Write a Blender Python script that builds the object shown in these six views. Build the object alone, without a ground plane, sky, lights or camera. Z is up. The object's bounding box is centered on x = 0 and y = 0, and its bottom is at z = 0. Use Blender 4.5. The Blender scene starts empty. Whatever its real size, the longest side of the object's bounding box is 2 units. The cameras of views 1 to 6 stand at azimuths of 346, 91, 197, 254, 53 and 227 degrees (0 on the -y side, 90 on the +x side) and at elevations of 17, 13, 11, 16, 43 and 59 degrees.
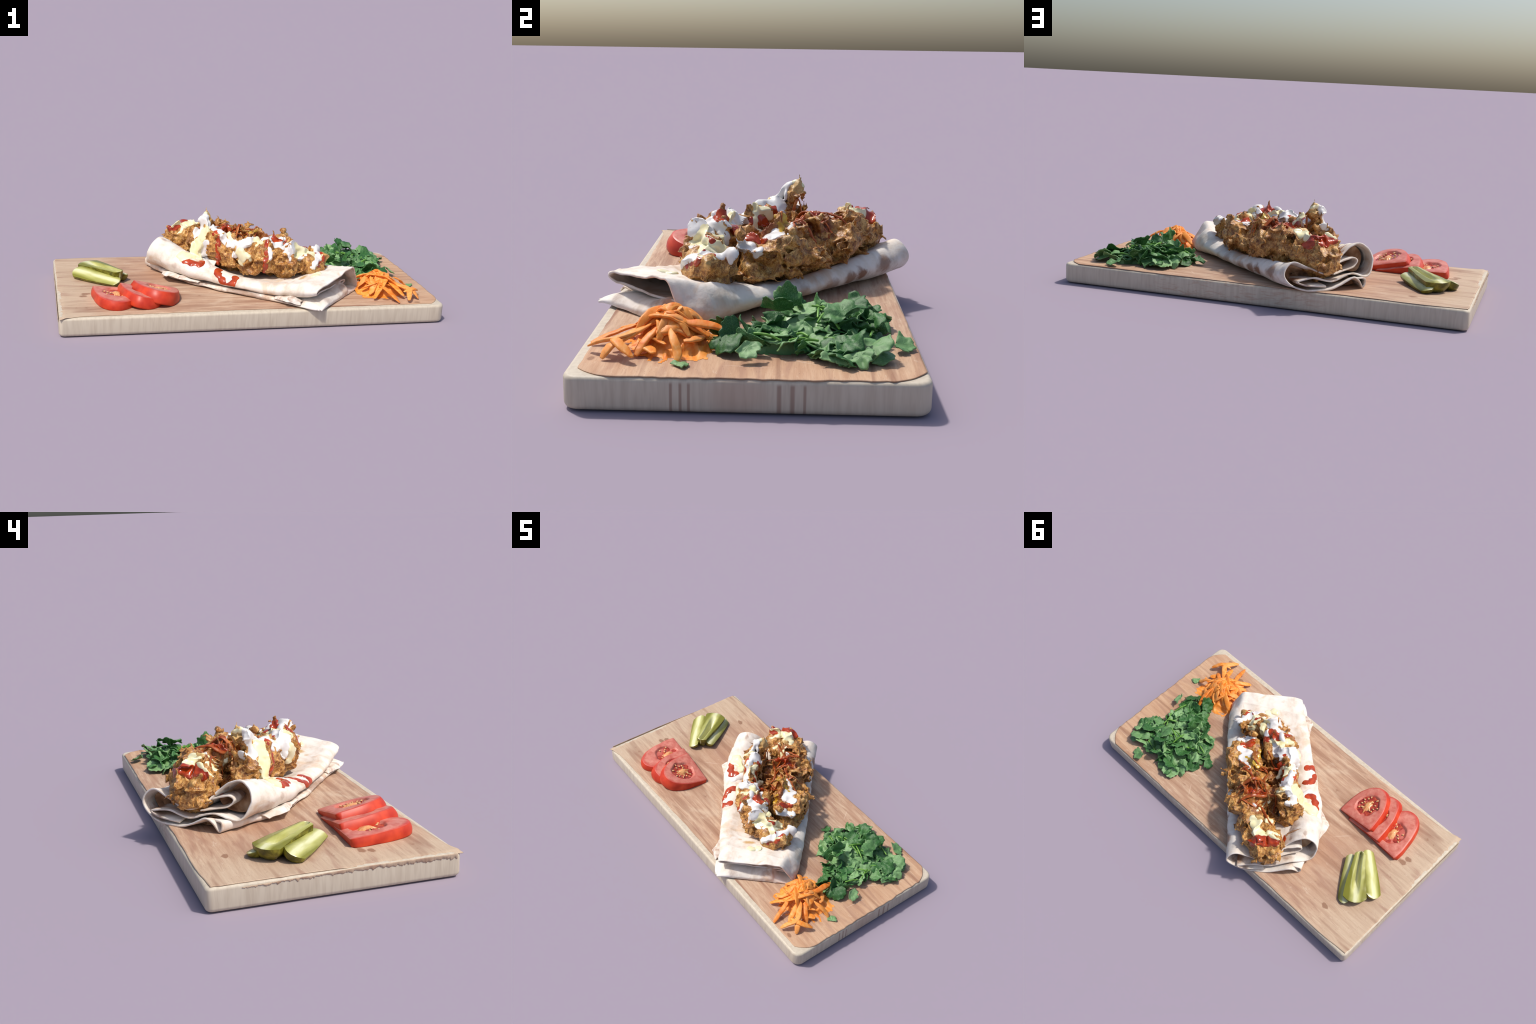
# A cutting board carrying an open folded flatbread with sauced fried chicken,
# tomato slices, pickle spears, chopped herbs and shredded carrot.
import math
import numpy as np

# ----------------------------------------------------------------------------
# numeric helpers: noise, distance fields, iso-surfaces
# ----------------------------------------------------------------------------

def _hash(i, j, k, seed):
    h = (i * 374761393 + j * 668265263 + k * 2147483647 + seed * 1274126177) & 0xFFFFFFFF
    h = ((h ^ (h >> 13)) * 1274126177) & 0xFFFFFFFF
    h = h ^ (h >> 16)
    return (h & 0xFFFF).astype(np.float32) / 32767.5 - 1.0


def vnoise(P, scale, seed=0):
    """smooth value noise in about [-1, 1] at feature size `scale`"""
    Q = np.asarray(P, np.float32) / np.float32(scale) + np.float32(1000.37 + seed * 7.13)
    I = np.floor(Q).astype(np.int64)
    F = (Q - I).astype(np.float32)
    F = F * F * F * (F * (F * 6 - 15) + 10)
    x, y, z = F[..., 0], F[..., 1], F[..., 2]
    i, j, k = I[..., 0], I[..., 1], I[..., 2]

    def c(a, b, d):
        return _hash(i + a, j + b, k + d, seed)
    x00 = c(0, 0, 0) * (1 - x) + c(1, 0, 0) * x
    x10 = c(0, 1, 0) * (1 - x) + c(1, 1, 0) * x
    x01 = c(0, 0, 1) * (1 - x) + c(1, 0, 1) * x
    x11 = c(0, 1, 1) * (1 - x) + c(1, 1, 1) * x
    return (x00 * (1 - y) + x10 * y) * (1 - z) + (x01 * (1 - y) + x11 * y) * z


def fbm(P, scale, octaves=3, seed=0):
    out, amp = 0.0, 1.0
    for o in range(octaves):
        out = out + amp * vnoise(P, scale / 2 ** o, seed + 17 * o)
        amp *= 0.5
    return out


def ridge(P, scale, seed=0):
    """frilly ridges: 1 on thin crests, 0 in the hollows"""
    return (1 - np.clip(np.abs(vnoise(P, scale, seed)) * 1.6, 0, 1)) ** 2


def smin(a, b, k):
    h = np.clip(k - np.abs(a - b), 0, None) / k
    return np.minimum(a, b) - h * h * k * 0.25


def smax(a, b, k):
    return -smin(-a, -b, k)


def ellipsoid(P, c, r, yaw=0.0, pitch=0.0):
    """approximate distance to an ellipsoid; yaw turns it about z, pitch tips it about its own t axis"""
    Q = P - np.asarray(c, np.float32)
    cy, sy, cp, sp = math.cos(yaw), math.sin(yaw), math.cos(pitch), math.sin(pitch)
    x, y, z = Q[..., 0] * cy + Q[..., 1] * sy, -Q[..., 0] * sy + Q[..., 1] * cy, Q[..., 2]
    x, z = x * cp + z * sp, -x * sp + z * cp
    k0 = np.sqrt((x / r[0]) ** 2 + (y / r[1]) ** 2 + (z / r[2]) ** 2)
    k1 = np.sqrt((x / r[0] ** 2) ** 2 + (y / r[1] ** 2) ** 2 + (z / r[2] ** 2) ** 2)
    return k0 * (k0 - 1) / np.maximum(k1, 1e-6)


def cone(P, a, b, ra, rb):
    """distance to a capsule that tapers from radius ra at a to rb at b"""
    a, b = np.asarray(a, np.float32), np.asarray(b, np.float32)
    d = b - a
    h = np.clip(((P - a) @ d) / max(float(d @ d), 1e-9), 0, 1)
    return np.linalg.norm(P - a - h[..., None] * d, axis=-1) - (ra + (rb - ra) * h)


def surface_nets(f, origin, h):
    """quads on the zero level of the sampled field f"""
    f = f.astype(np.float32)
    inside = f < 0
    nx, ny, nz = f.shape
    n_in = np.zeros((nx - 1, ny - 1, nz - 1), np.int8)
    corners = [(a, b, c) for a in (0, 1) for b in (0, 1) for c in (0, 1)]

    def view(A, a, b, c):
        return A[a:nx - 1 + a, b:ny - 1 + b, c:nz - 1 + c]
    for a, b, c in corners:
        n_in += view(inside, a, b, c)
    active = (n_in > 0) & (n_in < 8)
    idx = np.argwhere(active)
    vid = -np.ones(active.shape, np.int64)
    vid[active] = np.arange(len(idx))
    acc = np.zeros((len(idx), 3))
    cnt = np.zeros(len(idx))
    for a, b, c in corners:
        for ax in range(3):
            p = [a, b, c]
            if p[ax]:
                continue
            q = list(p)
            q[ax] = 1
            fa = f[idx[:, 0] + p[0], idx[:, 1] + p[1], idx[:, 2] + p[2]]
            fb = f[idx[:, 0] + q[0], idx[:, 1] + q[1], idx[:, 2] + q[2]]
            m = (fa < 0) != (fb < 0)
            t = np.where(m, fa / np.where(m, fa - fb, 1), 0)
            pt = np.tile(np.array(p, float), (len(idx), 1))
            pt[:, ax] += t
            acc[m] += pt[m]
            cnt[m] += 1
    verts = (idx + acc / cnt[:, None]) * h + origin
    quads = []
    for ax in range(3):
        s = [slice(1, -1)] * 3
        lo, hi = list(s), list(s)
        lo[ax] = slice(0, -1)
        hi[ax] = slice(1, None)
        A, B = inside[tuple(lo)], inside[tuple(hi)]
        e = np.argwhere(A != B)
        off = np.ones(3, int)
        off[ax] = 0
        e = e + off
        flip = inside[e[:, 0], e[:, 1], e[:, 2]]
        u, v = [(1, 2), (2, 0), (0, 1)][ax]
        q = []
        for du, dv in ((-1, -1), (0, -1), (0, 0), (-1, 0)):
            g = e.copy()
            g[:, u] += du
            g[:, v] += dv
            q.append(vid[g[:, 0], g[:, 1], g[:, 2]])
        q = np.stack(q, 1)
        q[~flip] = q[~flip][:, ::-1]
        quads.append(q[(q >= 0).all(1)])
    return drop_crumbs(verts, np.concatenate(quads))


def drop_crumbs(verts, quads, least=400):
    """keep only connected pieces with at least `least` vertices"""
    lab = np.arange(len(verts))
    while True:
        m = lab[quads].min(1)
        new = lab.copy()
        for c in range(4):
            np.minimum.at(new, quads[:, c], m)
        new = new[new]
        if (new == lab).all():
            break
        lab = new
    keep = np.bincount(lab, minlength=len(verts))[lab] >= least
    idx = np.cumsum(keep) - 1
    return verts[keep], idx[quads[keep[quads].all(1)]]


def grid_points(lo, hi, h):
    ax = [np.arange(a, b + h, h, dtype=np.float32) for a, b in zip(lo, hi)]
    return np.stack(np.meshgrid(*ax, indexing="ij"), -1)


def catmull(C, n):
    """smooth curve through the control points C (k, d), n samples evenly in index"""
    C = np.asarray(C, float)
    k = len(C)
    u = np.linspace(0, k - 1, n)
    i = np.clip(np.floor(u).astype(int), 0, k - 2)
    t = (u - i)[:, None] if C.ndim == 2 else (u - i)[:, None, None]
    p0, p1, p2, p3 = C[np.clip(i - 1, 0, k - 1)], C[i], C[i + 1], C[np.clip(i + 2, 0, k - 1)]
    return 0.5 * (2 * p1 + (p2 - p0) * t + (2 * p0 - 5 * p1 + 4 * p2 - p3) * t ** 2 + (3 * p1 - p0 - 3 * p2 + p3) * t ** 3)


# ----------------------------------------------------------------------------
# the wrap's own frame: s runs along the wrap towards its open end, t across, z up
# ----------------------------------------------------------------------------
TOP = 0.0985                       # height of the board's upper face
ORIGIN = np.array([0.06, 0.0, 0.0])
S_AXIS = np.array([-0.732, 0.681, 0.0]) / math.hypot(0.732, 0.681)
T_AXIS = np.array([0.681, 0.732, 0.0]) / math.hypot(0.732, 0.681)


def world(P):
    P = np.asarray(P, float)
    return ORIGIN + P[..., :1] * S_AXIS + P[..., 1:2] * T_AXIS + P[..., 2:3] * np.array([0, 0, 1.0])


# ---- fried chicken: masses, frills and chips, all in (s, t, z) --------------
STRIP_A = [  # centre, radii, yaw, pitch      the tall strip along the front
    ((-0.335, 0.10, 0.235), (0.075, 0.075, 0.062), 0.3, 0.0),
    ((-0.300, 0.02, 0.250), (0.085, 0.085, 0.075), 0.5, 0.0),
    ((-0.225, -0.055, 0.265), (0.090, 0.070, 0.100), 0.3, 0.0),
    ((-0.140, -0.105, 0.285), (0.090, 0.065, 0.112), 0.1, 0.0),
    ((-0.050, -0.120, 0.262), (0.085, 0.066, 0.096), 0.0, 0.0),
    ((0.050, -0.120, 0.270), (0.090, 0.066, 0.090), 0.0, 0.0),
    ((0.145, -0.120, 0.279), (0.080, 0.066, 0.105), 0.0, 0.0),
    ((0.225, -0.120, 0.268), (0.075, 0.066, 0.112), 0.0, 0.2),
    ((0.300, -0.125, 0.235), (0.062, 0.062, 0.075), 0.0, 0.3),
    ((-0.105, -0.020, 0.285), (0.075, 0.050, 0.062), 0.2, 0.0),
]
STRIP_B = [  # the broad strip behind it, ending in a rounded drumstick
    ((-0.125, 0.112, 0.242), (0.080, 0.084, 0.076), 0.2, 0.0),
    ((-0.040, 0.126, 0.245), (0.095, 0.096, 0.080), 0.0, 0.0),
    ((0.060, 0.106, 0.248), (0.095, 0.094, 0.086), 0.0, 0.0),
    ((0.150, 0.098, 0.248), (0.090, 0.096, 0.084), 0.0, 0.0),
    ((0.235, 0.130, 0.262), (0.080, 0.116, 0.062), 0.0, 0.0),
    ((0.320, 0.095, 0.252), (0.080, 0.094, 0.085), 0.0, 0.0),
    ((0.400, 0.055, 0.250), (0.090, 0.090, 0.085), 0.0, 0.0),
    ((0.478, 0.035, 0.240), (0.096, 0.104, 0.088), 0.0, 0.0),
    ((0.115, -0.032, 0.204), (0.210, 0.050, 0.060), 0.0, 0.0),   # filler masses added to close the gap between the strips
    ((-0.080, -0.020, 0.212), (0.120, 0.045, 0.058), 0.0, 0.0),
    ((-0.060, 0.178, 0.232), (0.100, 0.052, 0.044), 0.0, 0.0),   # ledges that jut out over the bread
    ((0.035, 0.188, 0.224), (0.080, 0.046, 0.038), 0.0, 0.0),
    ((-0.190, 0.125, 0.222), (0.050, 0.050, 0.048), 0.0, 0.0),
    ((0.505, 0.030, 0.205), (0.075, 0.090, 0.048), 0.0, 0.0),
    ((0.150, 0.080, 0.185), (0.380, 0.080, 0.045), 0.0, 0.0),
]
HORNS_A = [  # from, to, radius at each end
    ((-0.35, 0.12, 0.25), (-0.425, 0.140, 0.268), 0.030, 0.007),
    ((-0.30, 0.12, 0.27), (-0.310, 0.168, 0.300), 0.030, 0.012),
    ((-0.36, 0.05, 0.21), (-0.400, 0.055, 0.195), 0.030, 0.014),
    ((-0.155, -0.06, 0.37), (-0.155, -0.055, 0.403), 0.020, 0.006),
    ((-0.175, -0.02, 0.34), (-0.185, -0.005, 0.380), 0.018, 0.006),
    ((-0.14, -0.09, 0.36), (-0.140, -0.095, 0.388), 0.020, 0.007),
    ((-0.11, -0.12, 0.34), (-0.107, -0.153, 0.350), 0.025, 0.014),
    ((-0.05, -0.12, 0.33), (-0.050, -0.127, 0.352), 0.025, 0.012),
    ((0.03, -0.10, 0.33), (0.035, -0.075, 0.365), 0.022, 0.010),
    ((0.18, -0.12, 0.36), (0.183, -0.116, 0.398), 0.024, 0.006),
    ((0.14, -0.13, 0.36), (0.130, -0.125, 0.380), 0.024, 0.008),
    ((0.30, -0.08, 0.25), (0.320, -0.055, 0.235), 0.030, 0.015),
    ((0.27, -0.15, 0.28), (0.335, -0.165, 0.205), 0.030, 0.020),
    ((0.240, -0.088, 0.40), (0.252, -0.084, 0.480), 0.028, 0.012),
]
FLAPS_A = [  # thin curled chips of crust: centre, radii, yaw, pitch
    ((0.238, -0.090, 0.400), (0.020, 0.038, 0.056), 0.35, 0.20),
    ((0.255, -0.070, 0.412), (0.011, 0.020, 0.026), 0.35, 0.15),
    ((0.285, -0.105, 0.315), (0.016, 0.055, 0.065), 0.1, -0.25),
    ((-0.38, 0.03, 0.215), (0.018, 0.045, 0.040), 0.5, 0.3),
]
HORNS_B = [
    ((-0.15, 0.08, 0.29), (-0.193, 0.078, 0.322), 0.025, 0.012),
    ((-0.09, 0.17, 0.28), (-0.089, 0.208, 0.335), 0.028, 0.017),
    ((0.00, 0.18, 0.24), (0.018, 0.250, 0.236), 0.026, 0.017),
    ((0.21, 0.20, 0.27), (0.222, 0.246, 0.272), 0.022, 0.007),
    ((0.32, 0.12, 0.32), (0.325, 0.139, 0.352), 0.022, 0.010),
    ((0.30, 0.15, 0.28), (0.285, 0.185, 0.325), 0.026, 0.012),
    ((0.44, 0.10, 0.27), (0.456, 0.150, 0.282), 0.026, 0.010),
    ((0.51, -0.02, 0.27), (0.532, -0.047, 0.318), 0.022, 0.012),
    ((0.53, 0.0, 0.26), (0.560, -0.02, 0.280), 0.022, 0.012),
    ((0.54, 0.04, 0.20), (0.575, 0.030, 0.178), 0.025, 0.010),
    ((0.33, 0.14, 0.22), (0.340, 0.185, 0.200), 0.035, 0.022),
    ((0.36, 0.13, 0.26), (0.375, 0.165, 0.262), 0.028, 0.014),
    ((-0.03, 0.07, 0.31), (-0.020, 0.070, 0.352), 0.024, 0.012),
    ((0.02, 0.06, 0.31), (0.010, 0.058, 0.350), 0.026, 0.014),
]
FLAPS_B = [
    ((0.130, 0.085, 0.325), (0.014, 0.090, 0.040), 0.10, 0.25),
    ((0.226, 0.060, 0.305), (0.014, 0.100, 0.034), -0.10, 0.25),
    ((0.372, 0.070, 0.332), (0.014, 0.050, 0.036), 0.15, 0.35),
    ((0.510, 0.015, 0.270), (0.012, 0.016, 0.055), 0.4, 0.3),
    ((0.215, 0.205, 0.275), (0.060, 0.014, 0.040), 0.0, 0.1),
    ((0.455, 0.125, 0.270), (0.030, 0.012, 0.035), 0.5, 0.0),
]


def masses(P, blobs, horns, flaps):
    d = np.full(P.shape[:-1], 1.0, np.float32)
    for c, r, yaw, pitch in blobs:
        d = smin(d, ellipsoid(P, c, r, yaw, pitch), 0.030)
    for a, b, ra, rb in horns:
        d = smin(d, cone(P, a, b, ra, rb), 0.018)
    for c, r, yaw, pitch in flaps:
        d = smin(d, ellipsoid(P, c, r, yaw, pitch), 0.014)
    return d


def lumps(P, seed):
    """the swell of the batter: metres to add outwards"""
    W = P + 0.020 * np.stack([vnoise(P, 0.045, seed + 1), vnoise(P, 0.045, seed + 2), vnoise(P, 0.045, seed + 3)], -1)
    crack = ridge(W, 0.105, seed + 20) ** 1.5                     # deep gaps between the pieces
    return 0.010 * vnoise(W, 0.080, seed + 4) + 0.024 * (ridge(W, 0.068, seed + 5) - (0.42 if seed == 11 else 0.30)) - 0.022 * crack


def crumbs(P, seed):
    """frills and crumbs of the crust on top of that"""
    W = P + 0.008 * np.stack([vnoise(P, 0.022, seed + 1), vnoise(P, 0.022, seed + 2), vnoise(P, 0.022, seed + 3)], -1)
    return 0.0130 * (ridge(W, 0.038, seed + 6) - 0.45) + 0.0018 * (ridge(W, 0.0160, seed + 7) - 0.40)


def on_band(f, d, P, width):
    """evaluate f only where |d| < width (elsewhere it cannot matter)"""
    out = np.zeros(d.shape, np.float32)
    m = np.abs(d) < width
    out[m] = f(P[m])
    return out


def chicken_field(P, which, fine=True):
    blobs, horns, flaps, seed = ((STRIP_A, HORNS_A, FLAPS_A, 11), (STRIP_B, HORNS_B, FLAPS_B, 57))[which]
    d = masses(P, blobs, horns, flaps)
    d = d - on_band(lambda Q: lumps(Q, seed), d, P, 0.06)
    if fine:
        d = d - on_band(lambda Q: crumbs(Q, seed), d, P, 0.03)
    return d


# ---- the flatbread: control points (s, t, z) of the folded sheet ------------
# Each row follows the sheet once round: lower layer, right-hand roll, top, left-hand roll, inner layers.
SHEET_OPEN_END = [
    (0.570, -0.110, 0.148), (0.591, -0.166, 0.146), (0.592, -0.154, 0.106), (0.598, -0.104, 0.158), (0.592, -0.030, 0.125),
    (0.586, 0.031, 0.104), (0.565, 0.147, 0.106), (0.545, 0.215, 0.130), (0.534, 0.243, 0.180), (0.526, 0.192, 0.225),
    (0.535, 0.120, 0.200), (0.552, 0.020, 0.170), (0.520, -0.050, 0.195), (0.489, -0.095, 0.238), (0.482, -0.150, 0.282),
    (0.482, -0.200, 0.293), (0.495, -0.248, 0.262), (0.514, -0.258, 0.210), (0.540, -0.213, 0.145), (0.560, -0.110, 0.166),
    (0.563, 0.000, 0.139), (0.562, 0.100, 0.162), (0.561, 0.187, 0.149), (0.570, 0.150, 0.129), (0.575, 0.040, 0.118)]


def sheet_row(s, right, top, left):
    """a row away from the ends: lower layer at rest on the board, then the three shaped spans"""
    return [(s, t, z) for t, z in [(-0.10, 0.116)] + left[:2] + [(-0.15, 0.1035), (-0.05, 0.1030), (0.03, 0.1030), (0.15, 0.1040)] + right + top + left[2:] +
            [(-0.13, 0.134), (0.0, 0.133), (0.10, 0.143), (0.17, 0.142), (0.15, 0.126), (0.04, 0.121)]]


SHEET_ROWS = [
    SHEET_OPEN_END,
    sheet_row(0.42, [(0.210, 0.122), (0.237, 0.165), (0.192, 0.206)], [(0.12, 0.184), (0.02, 0.154), (-0.05, 0.172), (-0.10, 0.214)],
              [(-0.225, 0.130), (-0.232, 0.106), (-0.155, 0.262), (-0.208, 0.276), (-0.262, 0.250), (-0.282, 0.195), (-0.235, 0.142)]),
    sheet_row(0.25, [(0.212, 0.120), (0.236, 0.156), (0.196, 0.192)], [(0.12, 0.164), (0.02, 0.143), (-0.05, 0.147), (-0.11, 0.176)],
              [(-0.265, 0.124), (-0.272, 0.105), (-0.170, 0.220), (-0.222, 0.232), (-0.275, 0.214), (-0.302, 0.176), (-0.268, 0.138)]),
    sheet_row(0.00, [(0.214, 0.118), (0.238, 0.146), (0.198, 0.172)], [(0.13, 0.152), (0.02, 0.141), (-0.06, 0.141), (-0.12, 0.148)],
              [(-0.268, 0.121), (-0.276, 0.105), (-0.170, 0.163), (-0.218, 0.176), (-0.260, 0.170), (-0.280, 0.151), (-0.258, 0.134)]),
    sheet_row(-0.25, [(0.212, 0.118), (0.236, 0.150), (0.190, 0.180)], [(0.13, 0.176), (0.02, 0.170), (-0.05, 0.167), (-0.10, 0.167)],
              [(-0.240, 0.120), (-0.248, 0.105), (-0.155, 0.170), (-0.203, 0.179), (-0.241, 0.173), (-0.258, 0.153), (-0.235, 0.134)]),
    sheet_row(-0.42, [(0.210, 0.118), (0.218, 0.160), (0.168, 0.212)], [(0.11, 0.216), (0.02, 0.213), (-0.05, 0.211), (-0.10, 0.208)],
              [(-0.238, 0.114), (-0.245, 0.105), (-0.150, 0.209), (-0.195, 0.206), (-0.224, 0.192), (-0.236, 0.168), (-0.212, 0.146)]),
    [(-0.530, -0.10, 0.112), (-0.538, -0.228, 0.109), (-0.539, -0.230, 0.104), (-0.541, -0.15, 0.1035), (-0.546, -0.05, 0.1035),
     (-0.545, 0.03, 0.1035), (-0.546, 0.185, 0.1045), (-0.549, 0.207, 0.122), (-0.552, 0.182, 0.168), (-0.551, 0.132, 0.240),
     (-0.548, 0.090, 0.241), (-0.540, 0.020, 0.229), (-0.535, -0.050, 0.221), (-0.531, -0.100, 0.216), (-0.526, -0.150, 0.211),
     (-0.520, -0.190, 0.207), (-0.514, -0.216, 0.200), (-0.510, -0.224, 0.187), (-0.500, -0.200, 0.174), (-0.494, -0.110, 0.166),
     (-0.490, 0.000, 0.163), (-0.494, 0.080, 0.162), (-0.500, 0.140, 0.158), (-0.490, 0.120, 0.146), (-0.480, 0.040, 0.140)],
]
ROW_S = [0.56, 0.42, 0.25, 0.0, -0.25, -0.42, -0.54]


def loft(rows, n_u, n_v):
    A = np.array(rows, float)                       # rows, points, 3
    A = np.stack([catmull(r, n_u) for r in A])      # refine along each row
    return catmull(A, n_v)                          # then from row to row


def sheet_surface():
    S = loft(SHEET_ROWS, 260, 200) * np.array([1, 0.989, 1])   # control points follow the outer skin; this is the middle of the sheet
    n = np.cross(np.gradient(S, axis=0), np.gradient(S, axis=1))
    n /= np.maximum(np.linalg.norm(n, axis=-1, keepdims=True), 1e-9)
    Q = S * np.array([1.0, 1.0, 1.0])
    w = 0.0042 * fbm(Q, 0.085, 2, 3)
    # fine creases run across the rolls, where the bread is bent
    crease = ridge(np.stack([S[..., 0] + 0.25 * S[..., 1], S[..., 1] * 0.18, S[..., 2] * 0.18], -1), 0.030, 9) - 0.3
    w = w + 0.0030 * crease * np.clip((S[..., 2] - 0.125) / 0.04, 0, 1)
    w = w + 0.007 * vnoise(Q, 0.07, 14) * np.clip((-0.38 - S[..., 0]) / 0.1, 0, 1)   # the folded end is crumpled
    S = S + n * w[..., None]
    S[..., 2] = np.maximum(S[..., 2], 0.1028)
    return S


SHEET = sheet_surface()



# ----------------------------------------------------------------------------
# Blender side
# ----------------------------------------------------------------------------
import bpy
from mathutils import Matrix, Vector

rng = np.random.default_rng(7)
COLL = bpy.context.scene.collection


def srgb(r, g, b):
    return tuple(((c / 255) / 12.92 if c <= 10 else ((c / 255 + 0.055) / 1.055) ** 2.4) for c in (r, g, b)) + (1.0,)


def make_mesh(name, verts, faces, smooth=True):
    me = bpy.data.meshes.new(name)
    verts = np.asarray(verts, float).reshape(-1, 3)
    if isinstance(faces, np.ndarray):
        k = faces.shape[1]
        me.vertices.add(len(verts))
        me.vertices.foreach_set("co", verts.astype(np.float32).ravel())
        me.loops.add(faces.size)
        me.loops.foreach_set("vertex_index", faces.astype(np.int32).ravel())
        me.polygons.add(len(faces))
        me.polygons.foreach_set("loop_start", np.arange(0, faces.size, k, dtype=np.int32))
        me.polygons.foreach_set("loop_total", np.full(len(faces), k, np.int32))
        me.update(calc_edges=True)
        me.validate()
    else:
        me.from_pydata(verts.tolist(), [], faces)
        me.update()
    me.polygons.foreach_set("use_smooth", np.full(len(me.polygons), smooth))
    return me


def add(name, me, mat, parent=None, matrix=None):
    ob = bpy.data.objects.new(name, me)
    COLL.objects.link(ob)
    if mat and not me.materials:
        me.materials.append(mat)
    if parent:
        ob.parent = parent
        ob.matrix_parent_inverse = parent.matrix_world.inverted()
    if matrix is not None:
        ob.matrix_world = matrix
    return ob


def thing(name, label, category, at=(0, 0, 0)):
    ob = bpy.data.objects.new(name, None)
    ob.empty_display_size = 0.05
    ob.location = at
    COLL.objects.link(ob)
    ob["label"], ob["category"] = label, category
    bpy.context.view_layer.update()
    return ob


def grid_faces(nu, nv, wrap_u=False):
    i, j = np.meshgrid(np.arange(nv - 1), np.arange(nu if wrap_u else nu - 1), indexing="ij")
    a = i * nu + j
    b = i * nu + (j + 1) % nu
    return np.stack([a, b, b + nu, a + nu], -1).reshape(-1, 4)


def thicken(ob, t, offset=0.0):
    m = ob.modifiers.new("thickness", "SOLIDIFY")
    m.thickness, m.offset = t, offset
    return ob



def tube(points, radii, n=8, flat=1.0, twist=0.0, steps=24):
    """tapered strip along a smooth curve"""
    C = catmull(np.array(points, float), steps)
    R = np.interp(np.linspace(0, 1, steps), np.linspace(0, 1, len(radii)), radii)
    T = np.gradient(C, axis=0)
    T /= np.linalg.norm(T, axis=1, keepdims=True)
    up = np.array([0.13, 0.21, 0.97])
    A = np.cross(T, up)
    A /= np.linalg.norm(A, axis=1, keepdims=True)
    B = np.cross(A, T)
    q = np.linspace(0, 2 * math.pi, n, endpoint=False)
    tw = np.linspace(0, twist, steps)[:, None]
    ca, sb = np.sign(np.cos(q)) * np.abs(np.cos(q)) ** 0.7, np.sign(np.sin(q)) * np.abs(np.sin(q)) ** 0.7 * flat
    u, v = ca * np.cos(tw) - sb * np.sin(tw), ca * np.sin(tw) + sb * np.cos(tw)
    P = C[:, None] + (A[:, None] * u[..., None] + B[:, None] * v[..., None]) * R[:, None, None]
    faces = grid_faces(n, steps, True).tolist() + [list(range(n))[::-1], [(steps - 1) * n + i for i in range(n)]]
    return P.reshape(-1, 3), faces


# ---- material nodes ---------------------------------------------------------

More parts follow.
